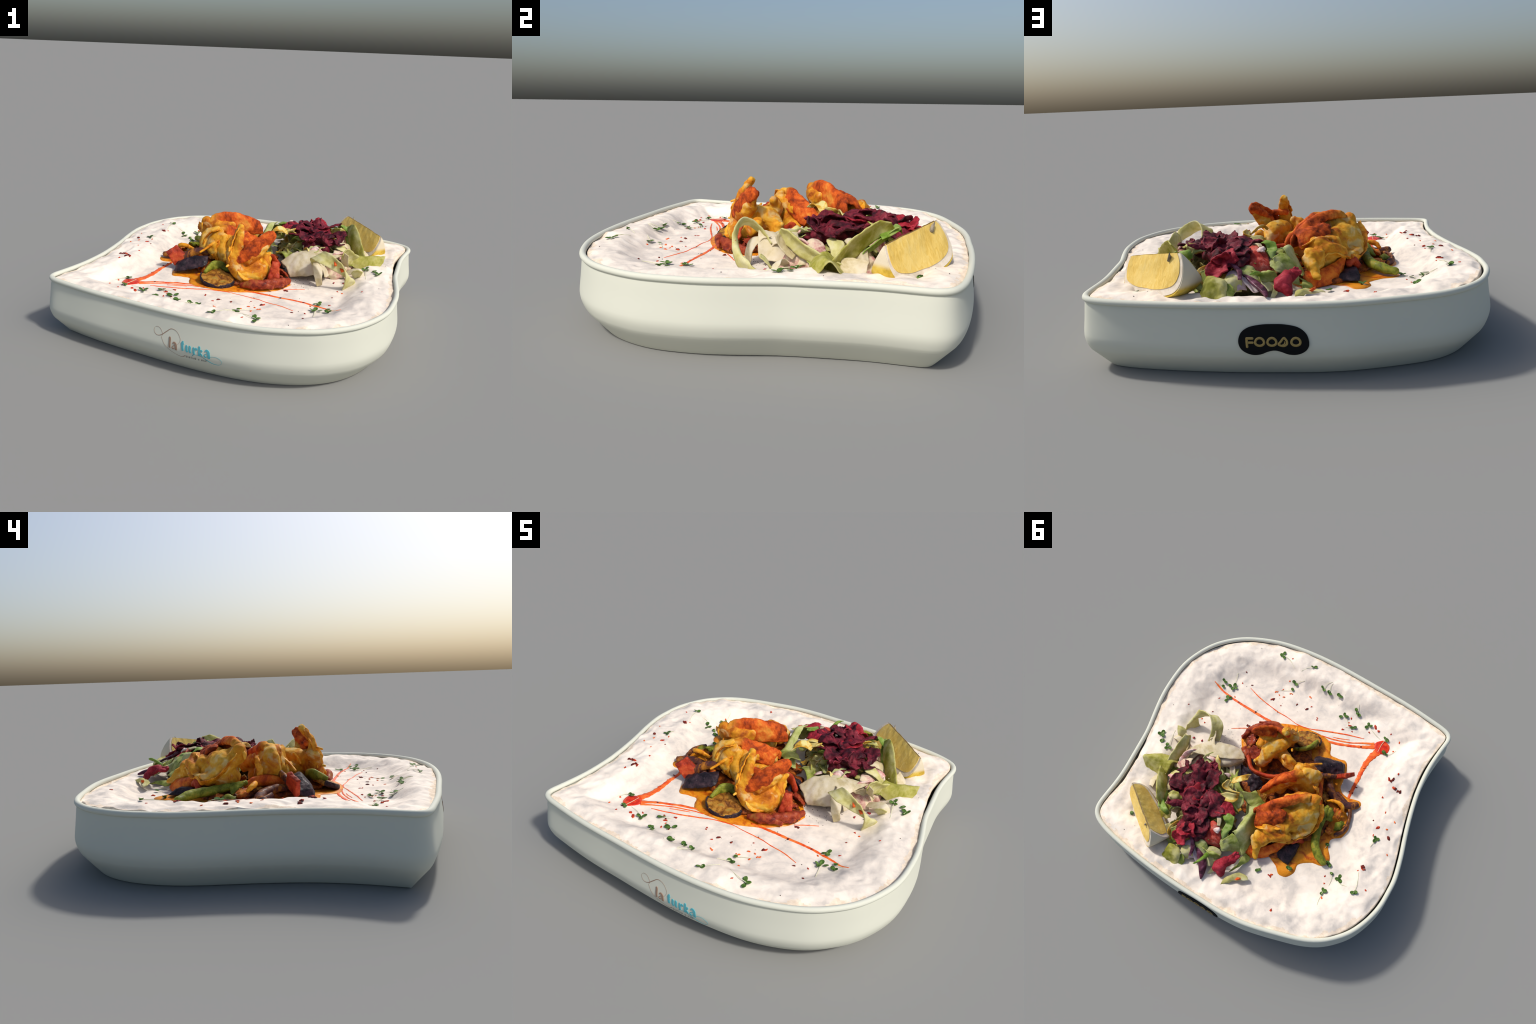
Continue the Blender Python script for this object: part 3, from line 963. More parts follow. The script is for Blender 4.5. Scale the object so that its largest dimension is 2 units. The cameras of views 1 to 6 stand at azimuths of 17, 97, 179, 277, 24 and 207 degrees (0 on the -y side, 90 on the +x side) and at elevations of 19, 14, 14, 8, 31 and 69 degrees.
for lv, ft in [
    ([(0.336, -0.862), (0.316, -0.849), (0.326, -0.884)], (0.212, -0.806)), ([(0.094, -0.861), (0.074, -0.868)], (0.156, -0.802)), ([(0.176, -0.717), (0.156, -0.708)], (0.107, -0.747)),
    ([(0.165, -0.662)], (0.242, -0.626)), ([(-0.030, -0.748), (-0.048, -0.736)], (-0.084, -0.805)), ([(-0.087, -0.734), (-0.099, -0.725)], (-0.091, -0.796)), ([(-0.161, -0.737), (-0.176, -0.732)], (-0.194, -0.726)),
    ([(-0.234, -0.602), (-0.251, -0.628), (-0.270, -0.618)], (-0.307, -0.559)), ([(-0.315, -0.688), (-0.331, -0.670), (-0.346, -0.664)], (-0.320, -0.726)), ([(-0.429, -0.599), (-0.434, -0.625), (-0.454, -0.616)], (-0.549, -0.553)),
    ([(-0.337, -0.554), (-0.355, -0.564)], (-0.296, -0.542)), ([(-0.577, -0.572), (-0.592, -0.564)], (-0.567, -0.460)), ([(-0.607, -0.468), (-0.624, -0.462)], (-0.679, -0.513)),
    ([(-0.769, 0.139), (-0.786, 0.143), (-0.772, 0.159)], (-0.763, 0.205)), ([(-0.554, 0.397), (-0.568, 0.405)], (-0.586, 0.423)), ([(-0.602, 0.450)], (-0.615, 0.527)),
    ([(-0.647, 0.469), (-0.657, 0.449), (-0.667, 0.476)], (-0.719, 0.498)), ([(-0.592, 0.566), (-0.592, 0.593), (-0.605, 0.573)], (-0.596, 0.676)), ([(-0.767, 0.523), (-0.782, 0.515)], (-0.756, 0.386)),
    ([(-0.160, 0.626), (-0.169, 0.619)], (-0.169, 0.587)), ([(0.646, -0.527), (0.630, -0.520)], (0.611, -0.505)), ([(0.590, -0.510), (0.563, -0.496), (0.543, -0.511), (0.560, -0.527)], (0.578, -0.622)),
    ([(0.631, -0.483)], (0.674, -0.492)), ([(0.565, -0.393), (0.564, -0.419), (0.546, -0.421)], (0.533, -0.435)), ([(0.849, 0.051), (0.834, 0.032), (0.825, 0.053)], (0.813, 0.023)), ([(0.809, 0.090)], (0.827, 0.068)),
    ([(0.758, 0.128), (0.738, 0.115), (0.762, 0.103)], (0.770, -0.019)), ([(-0.333, 0.528), (-0.346, 0.530)], (-0.358, 0.537)), ([(0.752, 0.626)], (0.757, 0.643)), ([(-0.504, 0.287)], (-0.499, 0.307)),
]:
    sprout([np.array(q) for q in lv], ft)

# ------------------------------------------------------------------ lemon wedge
lemon = thing("lemon_wedge", "thick lemon wedge lying on its peel", "lemon", (0.63, 0.62, 0.33))
lem_flesh = Mat("lemon_flesh", 0.45, 0.4, 0.05)
v = lem_flesh.mapped((1, 1, 0.22), (0.25, 0.1, 0.6))
fib = lem_flesh.noise(55, 4, 0.6, 1.2, v)
c = lem_flesh.ramp(lem_flesh.math("ADD", lem_flesh.math("MULTIPLY", fib, 0.55), lem_flesh.math("MULTIPLY", lem_flesh.noise(9, 3), 0.45)),
                   [(0.33, "#d8b050"), (0.5, "#e8c66a"), (0.66, "#eed282")])
lem_flesh.bump(fib, 0.4, 0.005)
lem_flesh = lem_flesh.done(c)
lem_pith = blotchy("lemon_pith", [(0.35, "#d9cbb4"), (0.65, "#eadfce")], 20, 0.55, bump=0.2)
lem_peel = Mat("lemon_peel", 0.45, 0.4)
n1 = lem_peel.noise(26, 4)
c = lem_peel.ramp(n1, [(0.3, "#b3952e"), (0.5, "#d3b344"), (0.7, "#dcc562")])
tip = lem_peel.math("ADD", lem_peel.axis((-0.756, 0.635, 0.157), 0.232), lem_peel.math("MULTIPLY", n1, 0.012))   # the cut tip is bare pith
c = lem_peel.mix(lem_peel.math("MULTIPLY", lem_peel.math("MAXIMUM", lem_peel.mask(tip, 0.355, 0.385), lem_peel.mask(tip, 0.03, 0.0)), lem_peel.mask(lem_peel.axis((0, 0, 1)), 0.375, 0.405)), c, "#ddd2b8")
lem_peel.bump(lem_peel.noise(150, 3), 0.4, 0.003)
lem_peel = lem_peel.done(c)

A, B = np.array((0.800, 0.470, 0.476)), np.array((0.512, 0.714, 0.536))
ridge = unit(B - A)
d1, d2 = np.array((0.15, 0.40, -0.90)), np.array((-0.40, -0.27, -0.87))
d1, d2 = (unit(d - ridge * (d @ ridge)) for d in (d1, d2))
SECTION = [(0.0, 0.0), (-0.014, 0.04), (-0.018, 0.11), (0.006, 0.158), (0.075, 0.186), (0.155, 0.199), (0.24, 0.207), (0.32, 0.204), (0.385, 0.178),
           (0.412, 0.125), (0.41, 0.07), (0.397, 0.028), (0.381, 0.0)]


def wedge(scale_arc, end_in, proud, phis, name, mat, notch=0.0, bump=0.0, arc_only=0.0):
    """Segment of a solid of revolution about the ridge, closed by two flat cuts."""
    s = spline(SECTION, 60)
    mid = np.array((0.175 if end_in < 0.95 else 0.195, 0.0))
    s = mid + (s - mid) * (end_in, scale_arc)
    nr = 14
    V = []
    for f in np.linspace(0, 1, phis):
        d = unit(d1 * (1 - f) + d2 * f)
        out = unit(np.cross(ridge, d)) * (1 if np.cross(ridge, d1) @ (d1 - d2) > 0 else -1)
        lift = proud * (1 if f == 0 else (-1 if f == 1 else 0))
        # the side faces are filled rings that shrink to the ridge
        V.append(A + s[:, :1] * ridge + s[:, 1:] * d + out * lift)
    V = np.stack(V)
    verts, faces = V.reshape(-1, 3), grid_faces(phis, 60)
    cols = []
    for side, f in ((0, 0), (phis - 1, 1)):
        base = len(verts)
        ring = V[side]
        ks = np.linspace(1, 0, nr)[1:]
        lowc = (ring[0] + ring[-1]) / 2
        new = []
        for k in ks:
            t = np.linspace(0, 1, 60)[:, None]
            axis_line = ring[0] * (1 - t) + ring[-1] * t
            new.append(axis_line * (1 - k) + ring * k)
        new = np.concatenate(new)
        nrm = unit(np.cross(ridge, d1 if f == 0 else d2))
        if nrm @ (d1 - d2) * (1 if f == 0 else -1) < 0:
            nrm = -nrm
        if bump:
            q = new * (1, 1, 0.35)
            new = new + nrm * (bump * fractal(q, 34, 3, 3) * np.repeat(np.minimum(1, 3 * (1 - ks)), 60))[:, None]
        verts = np.vstack([verts, new])
        idx = np.vstack([np.arange(side * 60, side * 60 + 60)[None], base + np.arange(len(new)).reshape(nr - 1, 60)])
        for r in range(nr - 1):
            for q in range(59):
                faces.append([int(idx[r, q]), int(idx[r, q + 1]), int(idx[r + 1, q + 1]), int(idx[r + 1, q])])
    bm = bmesh.new()
    vs = [bm.verts.new(p) for p in verts]
    for f in faces:
        try:
            bm.faces.new([vs[i] for i in f])
        except ValueError:
            pass
    bmesh.ops.remove_doubles(bm, verts=bm.verts, dist=1e-5)
    bm.verts.index_update()
    VV = np.array([v.co for v in bm.verts])
    FF = [[v.index for v in f.verts] for f in bm.faces]
    bm.free()
    VV = VV + 0.0035 * np.column_stack([fractal(VV, 9, 2, 30 + k) for k in range(3)])
    return mesh_object(name, VV, FF, mat, lemon, angle=45)


wedge(1.0, 1.0, 0.0, 16, "peel", lem_peel)
wedge(0.955, 0.985, 0.0022, 12, "pith", lem_pith)
flesh = wedge(0.80, 0.905, 0.0050, 10, "flesh", lem_flesh, bump=0.0022)
V, F = hull(np.array(((0.572, 0.686, 0.512),)) + rng.normal(0, 1, (14, 3)) * (0.006, 0.006, 0.013))
mesh_object("seed_pocket", V, F, blotchy("lemon_seed", [(0.4, "#7f7566"), (0.6, "#9c927f")], 40, 0.5), lemon)

# ------------------------------------------------------------------ prawns
prawn_orange = Mat("prawn_orange", 0.55, 0.3)
n1, n2, n3 = prawn_orange.noise(7, 5, 0.65, 1.0), prawn_orange.noise(70, 4, 0.6), prawn_orange.noise(20, 4, 0.6, 0.5)
tone = prawn_orange.math("ADD", prawn_orange.math("MULTIPLY", prawn_orange.math("SUBTRACT", n1, 0.5), 1.5), prawn_orange.math("MULTIPLY", prawn_orange.math("SUBTRACT", n3, 0.5), 0.9))
tone = prawn_orange.math("ADD", tone, prawn_orange.math("MULTIPLY", prawn_orange.math("SUBTRACT", n2, 0.5), 0.4))
c = prawn_orange.ramp(prawn_orange.math("ADD", tone, 0.5),
                      [(0.20, "#6e2a12"), (0.36, "#a04016"), (0.52, "#c4561c"), (0.66, "#cf6c28"), (0.82, "#d68c38")])
# the shell ends run into yellow, creamy flesh
ends = prawn_orange.math("MAXIMUM", prawn_orange.mask(prawn_orange.math("ADD", prawn_orange.axis((1, 0, 0)), prawn_orange.math("MULTIPLY", n3, 0.08)), -0.19, -0.28),
                         prawn_orange.mask(prawn_orange.math("ADD", prawn_orange.near((-0.20, -0.02, 0.55)), prawn_orange.math("MULTIPLY", n3, 0.05)), 0.10, 0.05))
c = prawn_orange.mix(prawn_orange.math("MULTIPLY", ends, 0.85), c, prawn_orange.ramp(n3, [(0.35, "#b9701a"), (0.5, "#d6962a"), (0.65, "#d9b45c")]))
prawn_orange.bump(n2, 0.3, 0.004)
prawn_orange = prawn_orange.done(c)
prawn_meat = Mat("prawn_meat", 0.5, 0.35)
n1, n2, n3 = prawn_meat.noise(7, 5, 0.62, 1.2), prawn_meat.noise(13, 4, 0.55, 0.6), prawn_meat.noise(80, 3)
tone = prawn_meat.math("ADD", prawn_meat.math("MULTIPLY", prawn_meat.math("SUBTRACT", n1, 0.5), 1.5), prawn_meat.math("MULTIPLY", prawn_meat.math("SUBTRACT", n3, 0.5), 0.2))
c = prawn_meat.ramp(prawn_meat.math("ADD", tone, 0.5), [(0.20, "#8a4210"), (0.35, "#b96c1a"), (0.52, "#d09222"), (0.68, "#d8a840"), (0.84, "#dabf80")])
c = prawn_meat.mix(prawn_meat.math("MULTIPLY", prawn_meat.mask(n2, 0.53, 0.66), 0.65), c, "#d2ba80")
c = prawn_meat.mix(prawn_meat.mask(prawn_meat.voronoi(18), 0.06, 0.03), c, "#8a2a12")
prawn_meat.bump(n3, 0.25, 0.004)
prawn_meat = prawn_meat.done(c)
frill_mat = blotchy("prawn_frill", [(0.32, "#b8680f"), (0.5, "#e0941c"), (0.7, "#e2ac40")], 18, 0.35, 0.2)

BUMP = ((0.009, 12, 2), (0.0035, 24, 5), (0.0020, 34, 9, True), (0.0008, 80, 8))
SKIN = ((0.006, 12, 4), (0.0025, 28, 7), (0.0015, 44, 3, True), (0.0008, 90, 5))


def prawn(spot, meat, back, extra=()):
    p = thing("prawn", "curled grilled prawn coated in orange sauce", "prawn", spot)
    V, F = fuse(meat, 0.0065, 2, BUMP)
    mesh_object("meat", V, F, prawn_meat, p)
    for b in back:
        V, F = fuse(b, 0.006, 5, SKIN)
        mesh_object("back", V, F, prawn_orange, p)
    for nm, e in extra:
        mesh_object(nm, *e, frill_mat, p)
    return p


def plate_of_shell(rows, thick=0.03):
    return sheet(rows, thick, 26, 20, wrinkle=0.004)


# front prawn: two raised ends over a round body
prawn((0.08, -0.2, 0.31),
      [sweep([(-0.02, -0.25, 0.47), (0.0, -0.275, 0.41), (0.05, -0.27, 0.355), (0.12, -0.25, 0.345), (0.165, -0.19, 0.38), (0.165, -0.14, 0.42)], [.04, .045, .048, .048, .045, .036]),
       sweep([(0.009, -0.19, 0.630), (0.010, -0.212, 0.60), (0.014, -0.24, 0.56), (0.006, -0.255, 0.51), (0.0, -0.26, 0.45), (0.01, -0.24, 0.40)], [(.020, .016), (.032, .020), (.036, .024), (.04, .03), (.05, .04), (.05, .045)], side=(0.85, -0.3, 0)),
       sweep([(0.18, -0.165, 0.545), (0.13, -0.195, 0.485), (0.07, -0.235, 0.45)], [.028, .04, .04]),
       sweep([(0.01, -0.2, 0.45), (0.06, -0.15, 0.455), (0.085, -0.095, 0.45), (0.10, -0.055, 0.41), (0.12, -0.04, 0.375), (0.12, -0.06, 0.33)], [.04, .046, .05, .045, .04, .035]),
       ball((0.085, -0.17, 0.385), (0.085, 0.08, 0.07)), ball((0.135, -0.03, 0.41), 0.022), ball((0.148, -0.015, 0.42), 0.012),
       sweep([(-0.045, -0.08, 0.515), (-0.075, -0.07, 0.49), (-0.09, -0.075, 0.45), (-0.05, -0.10, 0.41), (0.0, -0.14, 0.39)], [.020, .036, .040, .04, .04])],
      [[plate_of_shell([[(0.198, -0.150, 0.612), (0.165, -0.182, 0.605), (0.105, -0.222, 0.565), (0.045, -0.258, 0.510), (0.005, -0.282, 0.468)],
                        [(0.215, -0.145, 0.590), (0.178, -0.190, 0.565), (0.115, -0.240, 0.525), (0.055, -0.275, 0.475), (0.012, -0.292, 0.448)],
                        [(0.212, -0.135, 0.570), (0.182, -0.180, 0.520), (0.125, -0.235, 0.470), (0.065, -0.275, 0.435), (0.022, -0.290, 0.425)]], 0.022),
        sweep([(0.204, -0.14, 0.585), (0.16, -0.17, 0.555), (0.10, -0.21, 0.50)], [.018, .026, .03]),
        sweep([(0.07, -0.235, 0.54), (0.035, -0.23, 0.54), (0.0, -0.225, 0.54)], [.016, .018, .02])]],
      [("frill", strip([(0.016, -0.195, 0.635), (-0.010, -0.225, 0.60), (-0.022, -0.258, 0.545), (-0.028, -0.280, 0.50), (-0.03, -0.297, 0.45), (-0.025, -0.297, 0.40)],
                       [.006, .014, .018, .020, .020, .016], (0.55, -0.75, 0.1), 0.009, ruffle=0.009, ruffle_scale=45, jag=0.010, seed=4)),
       ("frill", sweep([(-0.03, -0.28, 0.515), (-0.022, -0.31, 0.505)], [.008, .006], 8, 8)),
       ("frill", sweep([(-0.02, -0.30, 0.415), (-0.03, -0.325, 0.41)], [.009, .006], 8, 8)),
       ("frill", strip([(0.015, -0.285, 0.42), (0.05, -0.315, 0.37), (0.11, -0.30, 0.34), (0.165, -0.245, 0.36)], [.010, .016, .016, .010], (0.2, -0.7, -0.5), 0.012, ruffle=0.008, ruffle_scale=40, jag=0.008, seed=14)),
       ("leg", sweep([(-0.06, -0.15, 0.49), (-0.05, -0.17, 0.46), (-0.045, -0.185, 0.43)], [.006, .008, .007], 8, 14))])

# middle prawn: tent-like orange back, pale ragged front
prawn((-0.12, 0.05, 0.31),
      [sweep([(-0.01, 0.135, 0.41), (-0.06, 0.08, 0.45), (-0.14, 0.015, 0.475), (-0.20, -0.02, 0.47), (-0.25, -0.02, 0.43), (-0.25, 0.0, 0.37), (-0.2, 0.03, 0.34)], [.034, .045, .052, .056, .056, .05, .045]),
       sweep([(-0.205, -0.03, 0.545), (-0.25, -0.035, 0.52), (-0.28, -0.04, 0.47), (-0.265, -0.05, 0.42), (-0.22, -0.05, 0.37)], [(.028, .02), (.045, .028), (.05, .03), (.05, .028), (.045, .028)], side=(0.3, 0.9, 0)),
       sweep([(-0.17, -0.05, 0.54), (-0.205, -0.085, 0.495), (-0.215, -0.105, 0.44), (-0.20, -0.10, 0.38)], [(.02, .014), (.034, .018), (.034, .016), (.024, .014)], side=(0.8, -0.3, 0)),
       sweep([(-0.14, -0.05, 0.50), (-0.15, -0.075, 0.44), (-0.13, -0.085, 0.39), (-0.12, -0.07, 0.34)], [.028, .036, .04, .04]),
       ball((-0.06, 0.06, 0.36), (0.06, 0.055, 0.06)), ball((-0.15, 0.01, 0.39), (0.075, 0.06, 0.075))],
      [[plate_of_shell([[(0.0, 0.095, 0.385), (-0.04, 0.045, 0.415), (-0.09, 0.0, 0.450), (-0.14, -0.035, 0.485)],
                        [(0.010, 0.128, 0.428), (-0.025, 0.085, 0.462), (-0.078, 0.035, 0.502), (-0.145, -0.008, 0.545)],
                        [(0.016, 0.158, 0.452), (-0.026, 0.122, 0.484), (-0.082, 0.072, 0.520), (-0.160, 0.010, 0.558)],
                        [(0.022, 0.172, 0.430), (-0.028, 0.128, 0.462), (-0.09, 0.075, 0.500), (-0.17, 0.030, 0.535)],
                        [(0.018, 0.165, 0.400), (-0.035, 0.116, 0.430), (-0.10, 0.064, 0.460), (-0.17, 0.028, 0.480)]], 0.026),
        sweep([(-0.10, 0.05, 0.52), (-0.155, 0.010, 0.545), (-0.20, -0.015, 0.535)], [.022, .03, .022])]],
      [("leg", sweep([(-0.18, -0.085, 0.485), (-0.21, -0.12, 0.465), (-0.24, -0.15, 0.44), (-0.264, -0.17, 0.422)], [.013, .010, .008, .007], 10, 20)),
       ("frill", strip([(-0.17, -0.06, 0.555), (-0.22, -0.075, 0.535), (-0.26, -0.08, 0.50), (-0.275, -0.09, 0.45)], [.012, .02, .018, .008], (0.2, -0.8, 0.3), 0.008, ruffle=0.009, ruffle_scale=40, jag=0.009, seed=9)),
       ("frill", strip([(-0.16, -0.07, 0.50), (-0.19, -0.10, 0.45), (-0.19, -0.115, 0.40), (-0.17, -0.11, 0.36)], [.012, .018, .018, .010], (0.8, -0.1, 0.1), 0.008, ruffle=0.009, ruffle_scale=40, jag=0.009, seed=29)),
       ("frill", strip([(-0.29, 0.03, 0.51), (-0.315, 0.02, 0.47), (-0.32, 0.015, 0.42), (-0.30, 0.02, 0.37)], [.010, .016, .016, .010], (-0.3, 0.8, 0.1), 0.008, ruffle=0.009, ruffle_scale=40, jag=0.009, seed=12))])

# rear prawn: big curl round a hollow, lower lobes of meat
prawn((-0.18, 0.32, 0.31),
      [sweep([(-0.19, 0.17, 0.51), (-0.26, 0.135, 0.52), (-0.325, 0.13, 0.51), (-0.355, 0.17, 0.47), (-0.355, 0.23, 0.42), (-0.33, 0.30, 0.395), (-0.30, 0.345, 0.395)], [.044, .048, .045, .04, .038, .038, .028]),
       sweep([(-0.10, 0.28, 0.51), (-0.18, 0.26, 0.495), (-0.25, 0.27, 0.46), (-0.28, 0.31, 0.43)], [.04, .045, .04, .028]),
       sweep([(-0.11, 0.37, 0.47), (-0.15, 0.395, 0.47), (-0.20, 0.40, 0.45), (-0.26, 0.38, 0.42)], [.034, .042, .04, .03]),
       sweep([(-0.085, 0.425, 0.445), (-0.10, 0.45, 0.44), (-0.13, 0.455, 0.43)], [.028, .038, .034]),
       sweep([(-0.075, 0.46, 0.41), (-0.10, 0.50, 0.395), (-0.115, 0.535, 0.37)], [.032, .03, .016]),
       sweep([(-0.10, 0.47, 0.375), (-0.105, 0.53, 0.355), (-0.12, 0.565, 0.345)], [.028, .02, .014]),
       ball((-0.20, 0.285, 0.39), (0.10, 0.085, 0.08)), ball((-0.17, 0.355, 0.385), (0.075, 0.08, 0.07)), ball((-0.115, 0.445, 0.39), (.048, .05, .055)),
       ball((-0.27, 0.20, 0.41), (0.08, 0.07, 0.075)), ball((-0.335, 0.115, 0.533), (.036, .034, .045)), ball((-0.285, 0.205, 0.462), (.08, .08, .082)), ball((-0.325, 0.20, 0.475), (.045, .055, .055)), ball((-0.33, 0.19, 0.40), (.055, .075, .07)), ball((-0.24, 0.26, 0.475), (.06, .055, .055)), ball((-0.20, 0.335, 0.465), (.06, .05, .045))],
      [[plate_of_shell([[(-0.002, 0.322, 0.445), (-0.062, 0.262, 0.45), (-0.15, 0.200, 0.46), (-0.25, 0.130, 0.475), (-0.31, 0.102, 0.49)],
                        [(-0.004, 0.318, 0.478), (-0.070, 0.258, 0.512), (-0.155, 0.196, 0.535), (-0.25, 0.130, 0.545), (-0.31, 0.100, 0.54)],
                        [(-0.025, 0.318, 0.520), (-0.085, 0.265, 0.556), (-0.160, 0.212, 0.588), (-0.245, 0.155, 0.592), (-0.305, 0.122, 0.580)],
                        [(-0.045, 0.345, 0.510), (-0.10, 0.295, 0.538), (-0.18, 0.240, 0.560), (-0.25, 0.185, 0.565), (-0.31, 0.145, 0.557)]], 0.030),
        plate_of_shell([[(-0.03, 0.335, 0.505), (-0.10, 0.300, 0.532), (-0.17, 0.260, 0.545)], [(-0.035, 0.355, 0.510), (-0.11, 0.325, 0.538), (-0.205, 0.272, 0.545)],
                        [(-0.042, 0.385, 0.480), (-0.115, 0.360, 0.505), (-0.205, 0.310, 0.520)], [(-0.05, 0.40, 0.45), (-0.12, 0.375, 0.47), (-0.20, 0.335, 0.49)]], 0.026)]],
      [("frill", strip([(-0.385, 0.13, 0.525), (-0.405, 0.17, 0.47), (-0.40, 0.23, 0.41), (-0.365, 0.31, 0.38), (-0.31, 0.365, 0.395)], [.012, .02, .02, .02, .012], (-0.6, -0.2, 0.5), 0.008, ruffle=0.008, ruffle_scale=36, jag=0.009, seed=3)),
       ("frill", strip([(-0.05, 0.405, 0.465), (-0.11, 0.40, 0.495), (-0.17, 0.38, 0.50), (-0.22, 0.355, 0.485)], [.008, .016, .014, .008], (-0.2, 0.6, 0.6), 0.008, ruffle=0.008, ruffle_scale=36, jag=0.008, seed=6)),
       ("frill", strip([(-0.13, 0.47, 0.42), (-0.19, 0.43, 0.44), (-0.26, 0.40, 0.42), (-0.30, 0.38, 0.39)], [.010, .018, .018, .010], (-0.3, 0.6, -0.3), 0.010, ruffle=0.010, ruffle_scale=36, jag=0.009, seed=16)),
       ("tail", sweep([(-0.355, 0.095, 0.55), (-0.362, 0.085, 0.525), (-0.358, 0.085, 0.50)], [(.006, .004), (.014, .006), (.006, .004)], 8, 14)),
       ("leg", sweep([(-0.30, 0.35, 0.405), (-0.315, 0.37, 0.395)], [.014, .007], 8, 8))])

# ------------------------------------------------------------------ stewed vegetables
stew = thing("stewed_vegetables", "glossy stewed pepper, aubergine and courgette pieces", "vegetables", (-0.2, 0.0, 0.3))
aub_skin = blotchy("aubergine_skin", [(0.3, "#17131a"), (0.5, "#2a2028"), (0.68, "#3d2d34"), (0.8, "#54383a")], 22, 0.42, 0.12, grain=90, bump=0.6, specks=("#8d7f7c", 60, 0.10))
aub_flesh = blotchy("aubergine_flesh", [(0.3, "#5f3510"), (0.48, "#8b5a1c"), (0.6, "#a9772a"), (0.75, "#8f7430")], 24, 0.42, 0.12, bump=0.6)
onion_dark = blotchy("stewed_onion", [(0.3, "#37212a"), (0.5, "#5a3226"), (0.62, "#8e571f"), (0.78, "#b3742a")], 17, 0.42, 0.12)
pepper_red = blotchy("red_pepper", [(0.3, "#7a2212"), (0.5, "#a6361c"), (0.7, "#bb532c")], 14, 0.42, 0.12, bump=0.3)
pepper_orange = blotchy("orange_pepper", [(0.3, "#a33a0c"), (0.5, "#cf5a12"), (0.7, "#e07c22")], 16, 0.42, 0.12)
tomato = blotchy("tomato_skin", [(0.25, "#5a1a12"), (0.45, "#85301c"), (0.62, "#9c4526"), (0.8, "#a4682f")], 18, 0.42, 0.12, bump=0.5)
pepper_green = blotchy("green_pepper", [(0.3, "#4b4e10"), (0.5, "#6d7420"), (0.65, "#868a2c"), (0.8, "#9c8428")], 18, 0.42, 0.12, bump=0.4)
stew_brown = blotchy("stew_gravy", [(0.3, "#3a1a0a"), (0.5, "#6f3510"), (0.66, "#a2531a"), (0.8, "#b9742a")], 22, 0.42, 0.12, bump=0.7)
orange_brown = blotchy("stewed_flesh", [(0.3, "#8a3a14"), (0.5, "#b8601d"), (0.66, "#cf8a2c"), (0.8, "#d4502a")], 26, 0.42, 0.12, bump=0.6)


def chunk(name, points, mat, parent=stew, voxel=0.007, smooth=5, amp=0.004, sc=22, seed=1):
    V, F = fuse([hull(points)], voxel, smooth, ((amp, sc, seed), (amp * 0.4, sc * 2.6, seed + 3)))
    return mesh_object(name, V, F, mat, parent)


def bar(name, pts, radii, mat, parent=stew, amp=0.003, sc=28, seed=1, **kw):
    V, F = sweep(pts, radii, 22, 8 * len(pts) + 10, **kw)
    N = vertex_normals(V, F)
    V = V + N * (amp * fractal(V, sc, 2, seed))[:, None]
    return mesh_object(name, V, F, mat, parent)


# gravy bed under the prawns
bed = [ball((*p, 0.305), (r, r, h)) for p, r, h in (((-0.02, -0.17), 0.17, 0.035), ((-0.19, -0.02), 0.19, 0.042), ((-0.27, 0.17), 0.19, 0.04), ((-0.17, 0.36), 0.16, 0.032), ((-0.02, 0.05), 0.12, 0.022), ((0.17, -0.17), 0.11, 0.025), ((0.12, 0.10), 0.09, 0.018), ((0.06, 0.24), 0.08, 0.022), ((0.22, -0.22), 0.10, 0.02))]
V, F = fuse(bed, 0.009, 3, ((0.012, 12, 6), (0.006, 30, 2)))
mesh_object("gravy", V, F, stew_brown, stew, stuff=True)

# aubergine slice, leaning
cx = np.array((-0.085, -0.325, 0.325))
tilt = Matrix.Rotation(0.38, 3, Vector((0.9, 0.35, 0)).normalized())
pts, rim_pts = [], []
for a in np.arange(36) / 36 * 2 * math.pi:
    r = 0.098 * (1 + 0.08 * math.sin(2 * a + 1)) * (0.82 if 0.4 < a < 1.6 else 1)
    for z, q in ((-0.013, 0.97), (0.013, 1.0)):
        pts.append(cx + np.array(tilt @ Vector((r * q * math.cos(a), r * q * 0.86 * math.sin(a), z))))
    rim_pts.append(cx + np.array(tilt @ Vector((r * math.cos(a), r * 0.86 * math.sin(a), 0.0))))
chunk("aubergine_slice", pts, aub_flesh, amp=0.007, sc=20, seed=4)
V, F = sweep(rim_pts[17:] + rim_pts[:2], [(.007, .016)] * 21, 10, 90, side=(0, 0, 1))
bar("aubergine_peel", rim_pts[18:36] + rim_pts[:1], [(.015, .006)] * 19, aub_skin, side=(-0.1, -0.1, 1), amp=0.002)
bar("courgette_peel", [(-0.165, -0.335, 0.36), (-0.145, -0.275, 0.378), (-0.10, -0.235, 0.375), (-0.045, -0.225, 0.345)], [(.012, .010), (.028, .016), (.028, .016), (.012, .01)], pepper_green, side=(0.3, 0.5, 0.8))
# dark aubergine chunk
chunk("aubergine_piece", [(-0.40, -0.28, 0.302), (-0.42, -0.22, 0.305), (-0.385, -0.265, 0.345), (-0.32, -0.21, 0.402), (-0.20, -0.185, 0.412), (-0.19, -0.225, 0.36), (-0.23, -0.255, 0.345),
                          (-0.34, -0.28, 0.315), (-0.38, -0.14, 0.33), (-0.24, -0.11, 0.38), (-0.42, -0.19, 0.34)], aub_skin, amp=0.006, sc=16, seed=2)
bar("aubergine_strip", [(-0.24, -0.09, 0.40), (-0.29, -0.10, 0.405), (-0.345, -0.125, 0.39), (-0.385, -0.15, 0.36)], [(.026, .016)] * 4, onion_dark, side=(0.2, 0.3, 0.9))
